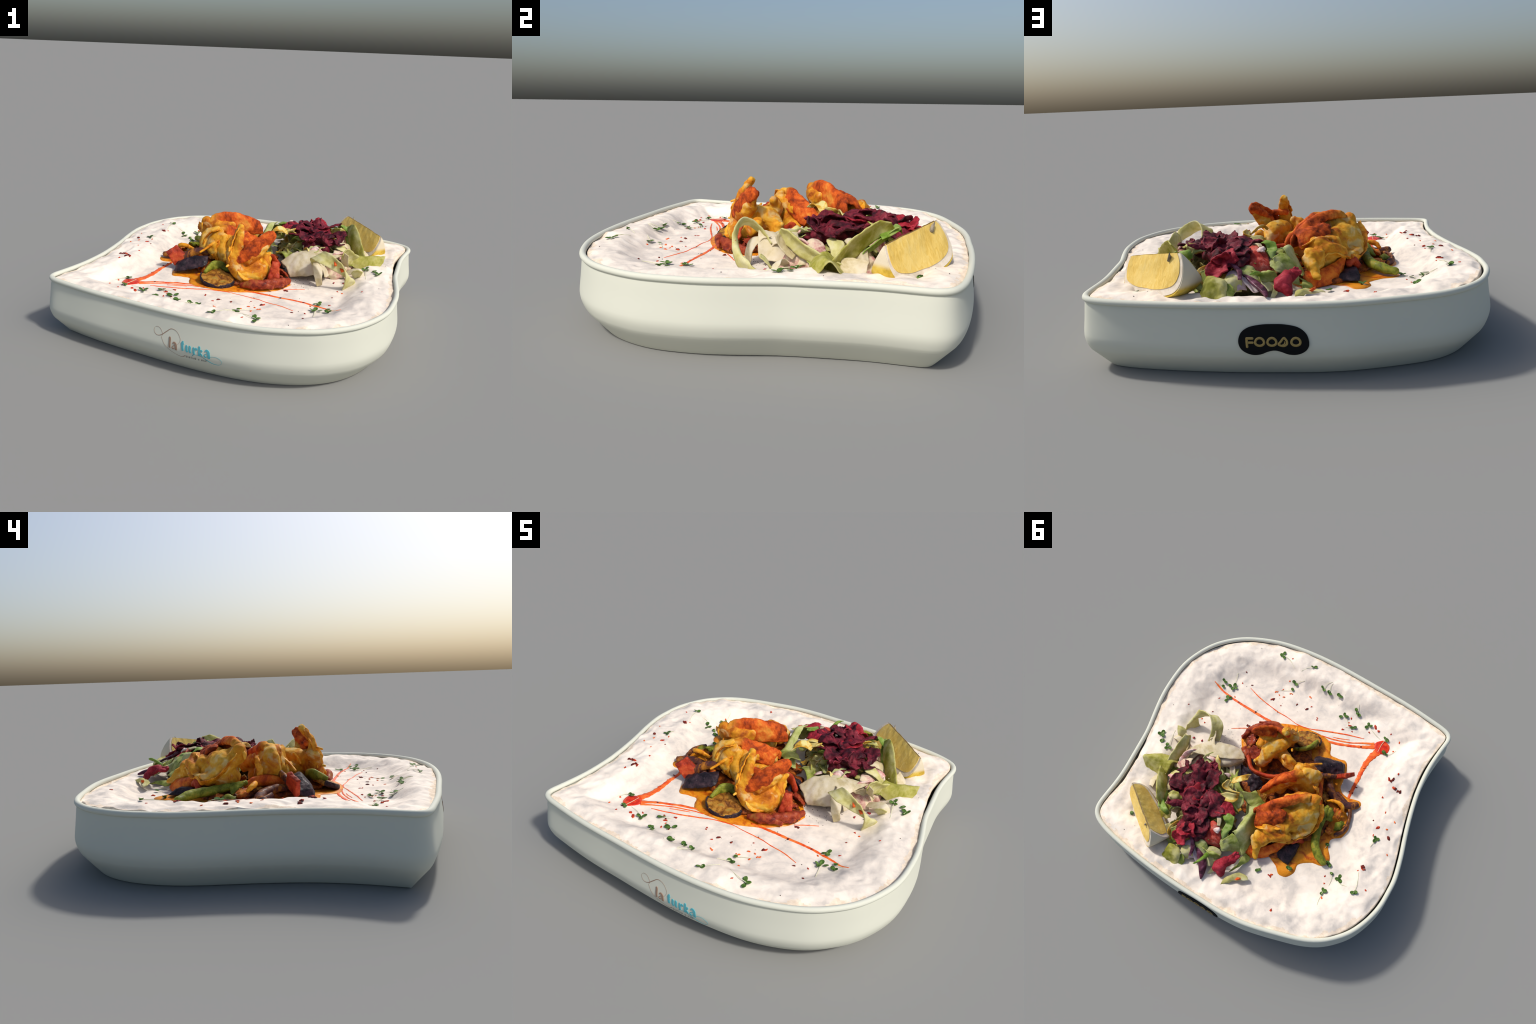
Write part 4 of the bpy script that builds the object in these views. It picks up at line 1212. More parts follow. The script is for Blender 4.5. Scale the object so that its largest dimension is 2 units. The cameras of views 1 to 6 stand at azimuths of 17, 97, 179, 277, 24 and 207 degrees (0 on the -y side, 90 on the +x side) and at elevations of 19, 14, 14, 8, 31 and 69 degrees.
# red pepper block standing on its corner
quad = [np.array(q) for q in ((-0.440, -0.150, 0.442), (-0.492, -0.200, 0.402), (-0.432, -0.190, 0.312), (-0.360, -0.135, 0.365))]
nq = unit(np.cross(quad[0] - quad[2], quad[1] - quad[3])) * 0.014
chunk("pepper_piece", [q + nq for q in quad] + [q - nq for q in quad], pepper_red, voxel=0.005, amp=0.003, smooth=3, seed=5)
# purple onion hook
bar("onion_strip", [(-0.345, -0.12, 0.345), (-0.365, -0.08, 0.345), (-0.40, -0.035, 0.335), (-0.46, -0.005, 0.325), (-0.53, -0.005, 0.32), (-0.575, -0.03, 0.325)],
    [(.020, .018), (.026, .022), (.028, .026), (.028, .026), (.027, .025), (.022, .02)], onion_dark, seed=3)
bar("onion_strip", [(-0.432, -0.058, 0.318), (-0.521, -0.015, 0.312), (-0.564, 0.049, 0.312), (-0.569, 0.147, 0.312), (-0.527, 0.211, 0.310)], [(.012, .018)] * 5, onion_dark, seed=8)
# green pepper strips
bar("pepper_strip", [(-0.414, 0.077, 0.385), (-0.410, 0.154, 0.365), (-0.412, 0.245, 0.345), (-0.435, 0.330, 0.335), (-0.477, 0.379, 0.326), (-0.528, 0.410, 0.318)], [(.014, .014), (.024, .02), (.027, .024), (.028, .026), (.027, .025), (.02, .02)], pepper_green, seed=2)
chunk("pepper_piece", [(-0.383, 0.065, 0.390), (-0.441, 0.070, 0.400), (-0.473, 0.091, 0.370), (-0.437, 0.170, 0.370), (-0.391, 0.139, 0.350), (-0.478, 0.139, 0.330)], pepper_green, amp=0.006, seed=9)
chunk("pepper_piece", [(-0.439, 0.051, 0.370), (-0.485, 0.036, 0.360), (-0.515, 0.053, 0.340), (-0.508, 0.129, 0.340), (-0.457, 0.116, 0.370), (-0.518, 0.106, 0.310)], orange_brown, amp=0.008, seed=3)
chunk("pepper_piece", [(-0.493, 0.132, 0.330), (-0.538, 0.096, 0.335), (-0.564, 0.115, 0.320), (-0.554, 0.173, 0.315), (-0.503, 0.197, 0.320), (-0.521, 0.162, 0.350)], pepper_green, amp=0.006, seed=12)
chunk("pepper_piece", [(-0.444, 0.181, 0.330), (-0.494, 0.177, 0.330), (-0.527, 0.212, 0.315), (-0.487, 0.240, 0.320), (-0.454, 0.225, 0.340)], orange_brown, amp=0.007, seed=6)
bar("pepper_strip", [(-0.396, 0.030, 0.360), (-0.443, 0.022, 0.385), (-0.491, 0.032, 0.380), (-0.514, 0.055, 0.360)], [(.008, .012), (.012, .014), (.014, .014), (.008, .01)], frill_mat, seed=6)
bar("pepper_strip", [(-0.268, -0.172, 0.330), (-0.299, -0.073, 0.370), (-0.327, 0.012, 0.380), (-0.365, 0.080, 0.360)], [(.016, .022), (.02, .03), (.022, .03), (.016, .02)], pepper_orange, seed=4)
chunk("aubergine_piece", [(-0.331, -0.046, 0.330), (-0.389, -0.031, 0.340), (-0.423, 0.029, 0.340), (-0.386, 0.089, 0.360), (-0.338, 0.037, 0.360)], aub_flesh, amp=0.007, seed=16)
# orange pepper at the back, dark aubergine beside it
mesh_object("pepper_piece", *sheet([[(-0.053, 0.572, 0.302), (-0.137, 0.546, 0.300), (-0.212, 0.483, 0.302), (-0.255, 0.404, 0.310)],
                                    [(-0.050, 0.548, 0.340), (-0.128, 0.522, 0.340), (-0.206, 0.465, 0.355), (-0.267, 0.390, 0.375)],
                                    [(-0.061, 0.506, 0.365), (-0.124, 0.494, 0.360), (-0.195, 0.440, 0.375), (-0.283, 0.362, 0.405)]], 0.022, wrinkle=0.006, seed=5), pepper_orange, stew)
bar("pepper_strip", [(-0.294, 0.374, 0.360), (-0.317, 0.349, 0.370), (-0.349, 0.343, 0.340)], [.02, .026, .016], pepper_red)
chunk("aubergine_piece", [(-0.207, 0.494, 0.302), (-0.228, 0.458, 0.335), (-0.266, 0.408, 0.345), (-0.332, 0.362, 0.345), (-0.349, 0.362, 0.310), (-0.343, 0.445, 0.315), (-0.329, 0.530, 0.302), (-0.282, 0.522, 0.302), (-0.321, 0.454, 0.345)], aub_skin, amp=0.004, seed=7, smooth=3)
# red tomato and pepper skins beside the front prawn
chunk("tomato_piece", [(0.312, -0.141, 0.310), (0.277, -0.183, 0.340), (0.238, -0.221, 0.360), (0.233, -0.127, 0.330), (0.276, -0.097, 0.310), (0.204, -0.170, 0.370)], tomato, amp=0.009, seed=3)
chunk("tomato_piece", [(0.272, -0.069, 0.310), (0.248, -0.106, 0.360), (0.191, -0.144, 0.395), (0.135, -0.122, 0.390), (0.128, -0.065, 0.350), (0.182, -0.020, 0.330), (0.244, -0.031, 0.310)], tomato, amp=0.008, seed=8)
bar("pepper_strip", [(0.322, -0.175, 0.315), (0.289, -0.246, 0.325), (0.223, -0.306, 0.325), (0.151, -0.353, 0.315)], [(.014, .02), (.022, .03), (.022, .03), (.012, .02)], tomato, seed=12, amp=0.008)
bar("pepper_strip", [(0.217, -0.040, 0.360), (0.154, 0.033, 0.370), (0.077, 0.043, 0.375), (-0.005, 0.026, 0.375), (-0.048, -0.019, 0.360)], [(.02, .014), (.032, .014), (.03, .014), (.03, .014), (.014, .01)], pepper_red, side=(0, 0.2, 1), seed=14)
mesh_object("pepper_piece", *sheet([[(0.225, -0.215, 0.44), (0.26, -0.20, 0.435)], [(0.215, -0.235, 0.38), (0.27, -0.215, 0.37)], [(0.205, -0.25, 0.33), (0.28, -0.235, 0.32)]], 0.016, nu=16, nv=12, wrinkle=0.012), pepper_red, stew)
chunk("tomato_piece", [(0.17, -0.30, 0.305), (0.23, -0.32, 0.305), (0.30, -0.30, 0.305), (0.34, -0.25, 0.305), (0.30, -0.24, 0.345), (0.24, -0.27, 0.35), (0.19, -0.28, 0.345)], tomato, amp=0.010, seed=22)
bar("pepper_strip", [(0.08, -0.345, 0.312), (0.14, -0.345, 0.325), (0.20, -0.335, 0.33), (0.26, -0.325, 0.318)], [(.014, .02), (.02, .028), (.02, .026), (.01, .016)], tomato, seed=31, amp=0.008, sc=13)
chunk("aubergine_piece", [(0.263, 0.007, 0.310), (0.209, 0.034, 0.360), (0.143, 0.054, 0.385), (0.060, 0.079, 0.375), (0.020, 0.110, 0.330), (0.092, 0.173, 0.310), (0.188, 0.124, 0.320), (0.150, 0.040, 0.390)], aub_skin, amp=0.010, seed=28)
chunk("aubergine_piece", [(0.084, 0.131, 0.310), (0.033, 0.137, 0.360), (-0.029, 0.156, 0.360), (-0.043, 0.229, 0.320), (0.025, 0.237, 0.310)], aub_flesh, amp=0.010, seed=38)
chunk("tomato_piece", [(0.308, -0.105, 0.305), (0.274, -0.119, 0.350), (0.210, -0.083, 0.360), (0.175, 0.032, 0.345), (0.229, 0.021, 0.310), (0.284, -0.036, 0.305)], tomato, amp=0.009, seed=48)
chunk("tomato_piece", [(0.317, -0.182, 0.305), (0.280, -0.265, 0.315), (0.206, -0.308, 0.315), (0.184, -0.224, 0.340), (0.250, -0.165, 0.340)], tomato, amp=0.009, seed=49)
chunk("aubergine_piece", [(-0.309, 0.350, 0.330), (-0.357, 0.263, 0.350), (-0.375, 0.185, 0.360), (-0.382, 0.278, 0.320), (-0.343, 0.347, 0.310)], aub_skin, amp=0.008, seed=33)

chunk("courgette_piece", [(0.10, 0.06, 0.31), (0.16, 0.10, 0.31), (0.17, 0.06, 0.36), (0.12, 0.02, 0.37), (0.10, 0.04, 0.33), (0.15, 0.05, 0.38)], pepper_green, amp=0.004, seed=41)
bar("aubergine_strip", [(0.17, -0.06, 0.315), (0.18, -0.01, 0.34), (0.17, 0.05, 0.33)], [(.016, .014), (.022, .016), (.016, .012)], aub_skin, seed=44)
# ------------------------------------------------------------------ mixed salad
salad = thing("mixed_salad", "heap of torn lettuce, shredded beetroot and red onion", "salad", (0.35, 0.3, 0.31))
pale = blotchy("lettuce_pale", [(0.22, "#bdb666"), (0.5, "#d6d08e"), (0.75, "#e0dbae")], 10, 0.42, 0.1, grain=60, bump=0.3, translucent=0.22, specks=("#4b3830", 42, 0.045))
cream = blotchy("lettuce_cream", [(0.3, "#c9b98e"), (0.5, "#dccfae"), (0.7, "#e2d8c2")], 9, 0.42, 0.1, grain=60, bump=0.3, translucent=0.18, specks=("#4b3830", 40, 0.05))
yellow_green = blotchy("lettuce_yellow_green", [(0.3, "#a2a03a"), (0.5, "#c3bd66"), (0.7, "#d6d08e")], 10, 0.4, 0.1, grain=60, bump=0.3, translucent=0.28)
mid_green = blotchy("lettuce_green", [(0.2, "#7f8c36"), (0.42, "#a4b054"), (0.6, "#bcc074"), (0.8, "#cccb96")], 11, 0.4, 0.1, grain=60, bump=0.35, translucent=0.25)
grey_green = blotchy("lettuce_grey_green", [(0.25, "#8f984a"), (0.5, "#b0b76c"), (0.75, "#cacb94")], 10, 0.4, 0.15, grain=70, bump=0.35, translucent=0.2, specks=("#4e4a32", 46, 0.045))
bright = blotchy("lettuce_bright", [(0.25, "#6a8c2c"), (0.5, "#8fae48"), (0.75, "#b0c274")], 16, 0.35, 0.2, grain=60, bump=0.3, translucent=0.3)
oily_leaf = blotchy("lettuce_oily", [(0.3, "#c08a24"), (0.45, "#d6b04c"), (0.6, "#dfd28c"), (0.8, "#c9c680")], 14, 0.42, 0.12, bump=0.3, translucent=0.15)
beet = blotchy("beetroot", [(0.24, "#260d14"), (0.42, "#48131e"), (0.56, "#671a28"), (0.70, "#7c2633"), (0.85, "#8f4450")], 15, 0.5, 0.05, grain=95, bump=0.6, specks=("#b98a8c", 75, 0.06))  # pale specks, here and in beetroot_bright, are painted glints
beet_red = blotchy("beetroot_bright", [(0.3, "#6a121c"), (0.5, "#8e1a28"), (0.7, "#a83240")], 14, 0.5, 0.05, grain=95, bump=0.5, specks=("#b98a8c", 80, 0.05))
radish_red = blotchy("pink_radish", [(0.3, "#a32a20"), (0.5, "#c04a3a"), (0.7, "#d08070")], 18, 0.42, 0.12, bump=0.5)
pink_white = blotchy("pink_white", [(0.3, "#c98f8c"), (0.5, "#d8b6ac"), (0.7, "#e2cec6")], 18, 0.4, 0.2, bump=0.3)
onion_purple = blotchy("onion_purple", [(0.3, "#3d1c2a"), (0.5, "#58283a"), (0.7, "#7c4c60")], 20, 0.35, 0.3, grain=110, bump=0.5)
onion_lilac = blotchy("onion_lilac", [(0.3, "#b79ca4"), (0.5, "#cdb6ba"), (0.7, "#dccbc8")], 16, 0.4, 0.2, translucent=0.15)
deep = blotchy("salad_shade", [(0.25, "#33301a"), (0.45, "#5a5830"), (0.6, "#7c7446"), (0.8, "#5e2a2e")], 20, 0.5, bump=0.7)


def leaf(grid, mat, thick=0.006, name="lettuce_leaf", **kw):
    kw.setdefault("wrinkle", 0.004)
    return mesh_object(name, *sheet(grid, thick, **kw), mat, salad)


def band(line, half, sides, mat, thick=0.007, name="lettuce_strip", **kw):
    kw.setdefault("wrinkle", 0.004)
    return mesh_object(name, *strip(line, half, sides, thick, **kw), mat, salad)


# dark filler core under the pieces, so that the gaps between them look dark
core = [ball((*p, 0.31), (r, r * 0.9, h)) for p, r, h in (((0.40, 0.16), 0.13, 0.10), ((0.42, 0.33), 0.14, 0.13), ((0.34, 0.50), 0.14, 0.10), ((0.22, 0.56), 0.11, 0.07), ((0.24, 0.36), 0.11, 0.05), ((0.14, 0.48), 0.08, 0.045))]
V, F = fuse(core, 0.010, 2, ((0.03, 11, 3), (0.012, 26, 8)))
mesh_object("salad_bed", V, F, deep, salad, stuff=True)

heap = [ball((*p, 0.31), (r, r * 0.9, h)) for p, r, h in (((0.55, 0.10), 0.085, 0.055), ((0.57, 0.20), 0.09, 0.075), ((0.56, 0.30), 0.085, 0.085), ((0.54, 0.40), 0.075, 0.09))]
V, F = fuse(heap, 0.009, 2, ((0.022, 13, 9), (0.010, 28, 4)))
stained = blotchy("stained_cabbage", [(0.2, "#8c4a4a"), (0.38, "#c3968c"), (0.55, "#d3bfa6"), (0.75, "#d8cda8")], 12, 0.5, bump=0.5, specks=("#3c2624", 40, 0.06))
mesh_object("shredded_cabbage", V, F, stained, salad, stuff=True)
for k, (line, half) in enumerate([([(0.52, 0.07, 0.40), (0.575, 0.11, 0.385), (0.63, 0.13, 0.335)], [.02, .034, .022]), ([(0.53, 0.16, 0.43), (0.59, 0.19, 0.41), (0.65, 0.20, 0.345)], [.02, .036, .024]),
                                  ([(0.53, 0.25, 0.44), (0.59, 0.28, 0.42), (0.645, 0.29, 0.35)], [.02, .032, .024]), ([(0.54, 0.33, 0.44), (0.59, 0.37, 0.42), (0.63, 0.40, 0.36)], [.02, .034, .024]),
                                  ([(0.50, 0.40, 0.44), (0.54, 0.46, 0.43), (0.56, 0.50, 0.39)], [.02, .034, .024])]):
    band(line, half, (-0.25, 0.9, 0.2), (cream, stained, pale)[k % 3], 0.010, "cabbage_strip", n=24, nv=14, curl=0.35, ruffle=0.010, ruffle_scale=28, jag=0.006, seed=150 + k)
# looping pale strip at the front
band([(0.478, -0.03, 0.385), (0.468, -0.075, 0.44), (0.478, -0.125, 0.485), (0.520, -0.160, 0.492), (0.585, -0.170, 0.468), (0.650, -0.160, 0.425), (0.690, -0.135, 0.375), (0.690, -0.11, 0.325), (0.677, -0.10, 0.295)],
     [.036, .038, .040, .040, .038, .042, .052, .056, .050], [(-.9, -.2, -.4), (-.9, -.3, -.35), (-.75, -.5, -.4), (-.45, -.5, -.7), (-.15, -.15, -.95), (.1, .4, -.9), (.35, .8, -.45), (.45, .88, -.1), (.45, .88, 0.0)],
     pale, 0.009, n=60, nv=14, curl=0.08, ruffle=0.004, seed=3, jag=0.004)
band([(0.470, -0.05, 0.43), (0.482, -0.10, 0.415), (0.497, -0.13, 0.365), (0.507, -0.135, 0.30)], [.034, .034, .028, .018], (0.65, 0.7, 0.1), cream, 0.008, n=30, curl=0.2, seed=4, jag=0.004)
for p in ((0.606, -0.181, 0.462), (0.645, -0.172, 0.432)):
    V, F = hull(np.array([p]) + rng.normal(0, 1, (12, 3)) * (0.009, 0.004, 0.009))
    mesh_object("carrot_dice", V, F, flake_orange, salad)
# broad white leaf leaning down to the plate
leaf([[(0.593, 0.106, 0.430), (0.489, 0.096, 0.440), (0.384, 0.075, 0.445), (0.287, 0.034, 0.420), (0.228, -0.012, 0.375)],
      [(0.551, 0.041, 0.420), (0.480, 0.006, 0.430), (0.386, -0.011, 0.425), (0.322, -0.033, 0.400), (0.265, -0.051, 0.365)],
      [(0.509, -0.014, 0.390), (0.466, -0.036, 0.400), (0.398, -0.052, 0.385), (0.335, -0.069, 0.360), (0.293, -0.076, 0.335)],
      [(0.496, -0.035, 0.340), (0.469, -0.052, 0.340), (0.410, -0.062, 0.325), (0.349, -0.070, 0.315), (0.306, -0.070, 0.305)]], cream, 0.009, nu=30, nv=34, seed=8, jag=0.004)
leaf([[(0.393, 0.077, 0.430), (0.322, 0.050, 0.420), (0.244, -0.003, 0.390)], [(0.375, 0.118, 0.410), (0.303, 0.077, 0.400), (0.228, -0.001, 0.370)], [(0.359, 0.112, 0.360), (0.295, 0.070, 0.340), (0.241, 0.005, 0.330)]], cream, 0.008, seed=18, jag=0.004)
# strip rising to a blunt end, running back towards the beetroot
band([(0.621, 0.026, 0.484), (0.620, 0.054, 0.468), (0.630, 0.091, 0.440), (0.644, 0.133, 0.410), (0.659, 0.188, 0.385), (0.674, 0.243, 0.360), (0.678, 0.293, 0.345)], [.026, .038, .041, .042, .042, .038, .028], (0.55, 0.45, 0.7), pale, 0.009, n=44, curl=-0.2, seed=5, jag=0.003)
band([(0.634, 0.015, 0.470), (0.625, 0.033, 0.440), (0.623, 0.059, 0.400), (0.628, 0.094, 0.370)], [.016, .026, .026, .02], (-0.8, 0.3, 0.3), cream, 0.008, seed=15)
leaf([[(0.752, -0.041, 0.395), (0.722, -0.044, 0.400), (0.697, -0.044, 0.390)], [(0.741, -0.011, 0.360), (0.718, -0.019, 0.375), (0.682, -0.030, 0.370)], [(0.721, 0.019, 0.325), (0.712, 0.009, 0.330), (0.699, -0.002, 0.330)]], pale, 0.007, nu=18, nv=14, seed=2)
band([(0.755, 0.0, 0.315), (0.745, 0.02, 0.345), (0.71, 0.03, 0.365), (0.66, 0.045, 0.35), (0.62, 0.06, 0.33)], [.012, .022, .024, .022, .016], (0.2, 0.8, 0.5), cream, 0.007, seed=19)
# yellow-green leaf pointing left, light strip standing behind it
leaf([[(0.795, 0.185, 0.325), (0.838, 0.215, 0.365), (0.852, 0.258, 0.412), (0.825, 0.295, 0.365), (0.795, 0.318, 0.322)],
      [(0.725, 0.160, 0.325), (0.765, 0.190, 0.375), (0.785, 0.235, 0.412), (0.780, 0.290, 0.365), (0.765, 0.320, 0.325)],
      [(0.660, 0.165, 0.345), (0.700, 0.190, 0.385), (0.715, 0.225, 0.402), (0.715, 0.270, 0.375), (0.715, 0.310, 0.335)],
      [(0.625, 0.190, 0.365), (0.645, 0.210, 0.395), (0.655, 0.235, 0.405), (0.660, 0.265, 0.385), (0.665, 0.295, 0.360)]], yellow_green, 0.007, nu=30, nv=34, seed=7, jag=0.005, ruffle=0.004)
leaf([[(0.66, 0.30, 0.385), (0.69, 0.36, 0.385), (0.70, 0.42, 0.38)], [(0.70, 0.30, 0.355), (0.725, 0.36, 0.36), (0.735, 0.41, 0.35)], [(0.735, 0.31, 0.322), (0.76, 0.36, 0.322), (0.765, 0.40, 0.322)]], cream, 0.008, seed=10, ruffle=0.006, jag=0.005)
leaf([[(0.475, -0.085, 0.465), (0.44, -0.01, 0.435), (0.40, 0.04, 0.425)], [(0.505, -0.085, 0.40), (0.49, 0.0, 0.395), (0.46, 0.06, 0.39)], [(0.525, -0.075, 0.335), (0.535, 0.005, 0.32), (0.52, 0.07, 0.32)]], cream, 0.008, seed=13, ruffle=0.006, jag=0.005)
band([(0.568, 0.520, 0.512), (0.585, 0.465, 0.508), (0.615, 0.40, 0.47), (0.655, 0.33, 0.41), (0.695, 0.27, 0.35), (0.72, 0.235, 0.318)], [.028, .046, .052, .052, .044, .028], (0.6, -0.35, 0.72), yellow_green, 0.008, n=44, curl=0.15, seed=11, ruffle=0.005, jag=0.004)
band([(0.55, 0.545, 0.50), (0.56, 0.50, 0.475), (0.58, 0.44, 0.43), (0.60, 0.38, 0.38)], [.012, .024, .026, .018], (0.55, 0.1, 0.6), bright, 0.007, n=30, curl=0.3, seed=12, ruffle=0.005)
band([(0.490, 0.562, 0.470), (0.507, 0.556, 0.500), (0.534, 0.540, 0.505), (0.566, 0.508, 0.490), (0.601, 0.469, 0.470)], [.010, .020, .024, .022, .014], (0.8, 0.4, -0.3), bright, 0.006, curl=0.4, seed=14, ruffle=0.004)
leaf([[(0.542, 0.444, 0.500), (0.517, 0.418, 0.515), (0.485, 0.412, 0.510)], [(0.525, 0.464, 0.505), (0.496, 0.454, 0.500), (0.463, 0.429, 0.500)], [(0.519, 0.469, 0.470), (0.484, 0.469, 0.470), (0.447, 0.432, 0.470)]], yellow_green, 0.006, nu=20, nv=16, ruffle=0.012, ruffle_scale=40, seed=20, jag=0.006)
leaf([[(0.492, 0.539, 0.470), (0.464, 0.508, 0.490), (0.426, 0.494, 0.490)], [(0.488, 0.529, 0.490), (0.463, 0.496, 0.500), (0.426, 0.483, 0.495)], [(0.481, 0.509, 0.500), (0.460, 0.481, 0.505), (0.433, 0.467, 0.500)]], grey_green, 0.006, nu=18, nv=14, seed=21, ruffle=0.004)
# pale leaf folded between salad and prawns
leaf([[(0.074, 0.266, 0.375), (0.034, 0.325, 0.405), (0.042, 0.403, 0.450), (0.042, 0.466, 0.480), (0.056, 0.504, 0.490)],
      [(0.008, 0.247, 0.405), (0.004, 0.313, 0.425), (0.007, 0.403, 0.470), (0.012, 0.459, 0.485), (0.030, 0.514, 0.465)],
      [(-0.018, 0.246, 0.390), (-0.020, 0.329, 0.385), (-0.026, 0.411, 0.400), (-0.025, 0.478, 0.410), (-0.005, 0.548, 0.405)],
      [(-0.025, 0.324, 0.345), (-0.044, 0.386, 0.345), (-0.052, 0.443, 0.350), (-0.053, 0.515, 0.360), (-0.038, 0.592, 0.370)]], grey_green, 0.008, nu=34, nv=40, seed=23, jag=0.006)
leaf([[(0.060, 0.500, 0.470), (0.073, 0.533, 0.465), (0.097, 0.571, 0.460)], [(0.024, 0.518, 0.455), (0.047, 0.553, 0.440), (0.084, 0.597, 0.420)], [(-0.010, 0.550, 0.400), (0.012, 0.575, 0.385), (0.047, 0.596, 0.370)], [(-0.027, 0.587, 0.330), (-0.009, 0.590, 0.330), (0.017, 0.594, 0.340)]], mid_green, 0.006, seed=24, jag=0.006, ruffle=0.004)
leaf([[(0.138, 0.211, 0.400), (0.085, 0.197, 0.410), (0.059, 0.171, 0.400)], [(0.095, 0.258, 0.410), (0.047, 0.234, 0.420), (0.008, 0.205, 0.400)], [(0.037, 0.279, 0.400), (-0.002, 0.258, 0.405), (-0.049, 0.225, 0.370)]], mid_green, 0.007, seed=25, jag=0.005)
leaf([[(-0.020, 0.568, 0.360), (-0.043, 0.579, 0.330), (-0.020, 0.614, 0.330)], [(-0.039, 0.569, 0.340), (-0.088, 0.585, 0.315), (-0.040, 0.617, 0.320)], [(-0.035, 0.642, 0.335), (-0.031, 0.676, 0.330), (0.001, 0.711, 0.315)]], mid_green, 0.006, seed=26, jag=0.006)
band([(0.254, 0.061, 0.330), (0.246, 0.128, 0.360), (0.198, 0.186, 0.370), (0.143, 0.211, 0.350)], [.016, .026, .026, .018], (0.7, 0.4, 0.2), mid_green, 0.008, n=24, curl=0.4, seed=171, ruffle=0.006)
band([(0.316, 0.029, 0.330), (0.278, 0.082, 0.355), (0.249, 0.134, 0.350)], [.012, .018, .014], (0.8, 0.2, 0.1), cream, 0.012, n=18, curl=0.4, seed=172)
band([(0.093, 0.203, 0.340), (0.036, 0.282, 0.370), (0.008, 0.360, 0.370), (-0.002, 0.439, 0.350)], [.018, .034, .034, .022], (0.7, 0.3, -0.3), grey_green, 0.008, n=26, curl=0.3, seed=173, ruffle=0.006)
# oily yellow strips in the middle
band([(0.204, 0.202, 0.500), (0.168, 0.191, 0.525), (0.137, 0.166, 0.530), (0.116, 0.139, 0.510)], [.018, .028, .030, .026], (0.05, 0.8, 0.2), oily_leaf, 0.008, n=30, curl=0.3, seed=31)
band([(0.219, 0.211, 0.525), (0.230, 0.252, 0.510), (0.194, 0.266, 0.495), (0.134, 0.258, 0.490)], [.012, .024, .024, .012], (0.7, 0.3, 0.4), oily_leaf, 0.008, n=30, curl=0.3, seed=32, ruffle=0.005)
band([(0.237, 0.318, 0.470), (0.194, 0.309, 0.485), (0.149, 0.299, 0.485), (0.132, 0.276, 0.470)], [.014, .028, .028, .016], (0.1, -0.8, 0.2), oily_leaf, 0.008, n=30, curl=-0.5, seed=33)
band([(0.287, 0.274, 0.450), (0.249, 0.284, 0.465), (0.216, 0.297, 0.440)], [.016, .022, .018], (0.6, -0.4, 0.4), bright, 0.007, curl=0.4, seed=34)
band([(0.145, 0.231, 0.460), (0.123, 0.287, 0.455), (0.126, 0.335, 0.440)], [.022, .034, .026], (0.7, 0.0, 0.5), mid_green, 0.007, curl=0.4, seed=35)
leaf([[(0.165, 0.342, 0.470), (0.139, 0.332, 0.475), (0.115, 0.335, 0.455)], [(0.154, 0.358, 0.455), (0.128, 0.350, 0.450), (0.098, 0.353, 0.440)], [(0.141, 0.361, 0.420), (0.114, 0.356, 0.410), (0.087, 0.359, 0.410)]], mid_green, 0.006, nu=18, nv=14, seed=36)
leaf([[(0.155, 0.438, 0.495), (0.128, 0.409, 0.505), (0.087, 0.414, 0.500)], [(0.138, 0.459, 0.505), (0.107, 0.442, 0.510), (0.077, 0.445, 0.500)], [(0.121, 0.468, 0.480), (0.095, 0.472, 0.480), (0.074, 0.486, 0.475)], [(0.125, 0.530, 0.480), (0.102, 0.528, 0.475), (0.083, 0.498, 0.470)], [(0.109, 0.560, 0.455), (0.095, 0.559, 0.455), (0.088, 0.534, 0.450)]],
     bright, 0.006, nu=30, nv=16, seed=37, ruffle=0.006, jag=0.003)
# lettuce round the lower border
leaf([[(0.433, 0.788, 0.360), (0.412, 0.755, 0.400), (0.403, 0.716, 0.420), (0.341, 0.715, 0.405)], [(0.420, 0.799, 0.345), (0.382, 0.771, 0.400), (0.349, 0.752, 0.420), (0.319, 0.748, 0.400)], [(0.385, 0.811, 0.335), (0.355, 0.796, 0.370), (0.329, 0.783, 0.385), (0.312, 0.782, 0.370)], [(0.357, 0.820, 0.325), (0.334, 0.819, 0.340), (0.314, 0.806, 0.345), (0.306, 0.796, 0.340)]],
     yellow_green, 0.006, seed=41, ruffle=0.008, ruffle_scale=30, jag=0.005, wrinkle=0.008)
leaf([[(0.321, 0.760, 0.385), (0.306, 0.739, 0.390), (0.287, 0.752, 0.375)], [(0.315, 0.790, 0.360), (0.299, 0.780, 0.365), (0.282, 0.776, 0.360)], [(0.305, 0.809, 0.335), (0.284, 0.810, 0.335), (0.288, 0.792, 0.335)]], mid_green, 0.006, nu=16, nv=12, seed=42, jag=0.005)
band([(0.417, 0.682, 0.365), (0.436, 0.652, 0.390), (0.431, 0.610, 0.410), (0.411, 0.565, 0.425)], [.016, .026, .028, .016], (0.35, 0.3, 0.8), oily_leaf, 0.007, n=30, curl=0.4, seed=43)
leaf([[(0.501, 0.616, 0.380), (0.483, 0.595, 0.370), (0.455, 0.591, 0.365)], [(0.472, 0.659, 0.360), (0.458, 0.640, 0.350), (0.441, 0.643, 0.350)], [(0.439, 0.700, 0.340), (0.428, 0.693, 0.335), (0.411, 0.686, 0.335)]], pale, 0.007, seed=44)
band([(0.197, 0.771, 0.435), (0.172, 0.741, 0.440), (0.163, 0.704, 0.425), (0.161, 0.667, 0.400)], [.010, .026, .028, .018], (0.55, 0.55, 0.3), bright, 0.007, n=26, curl=0.4, seed=45)
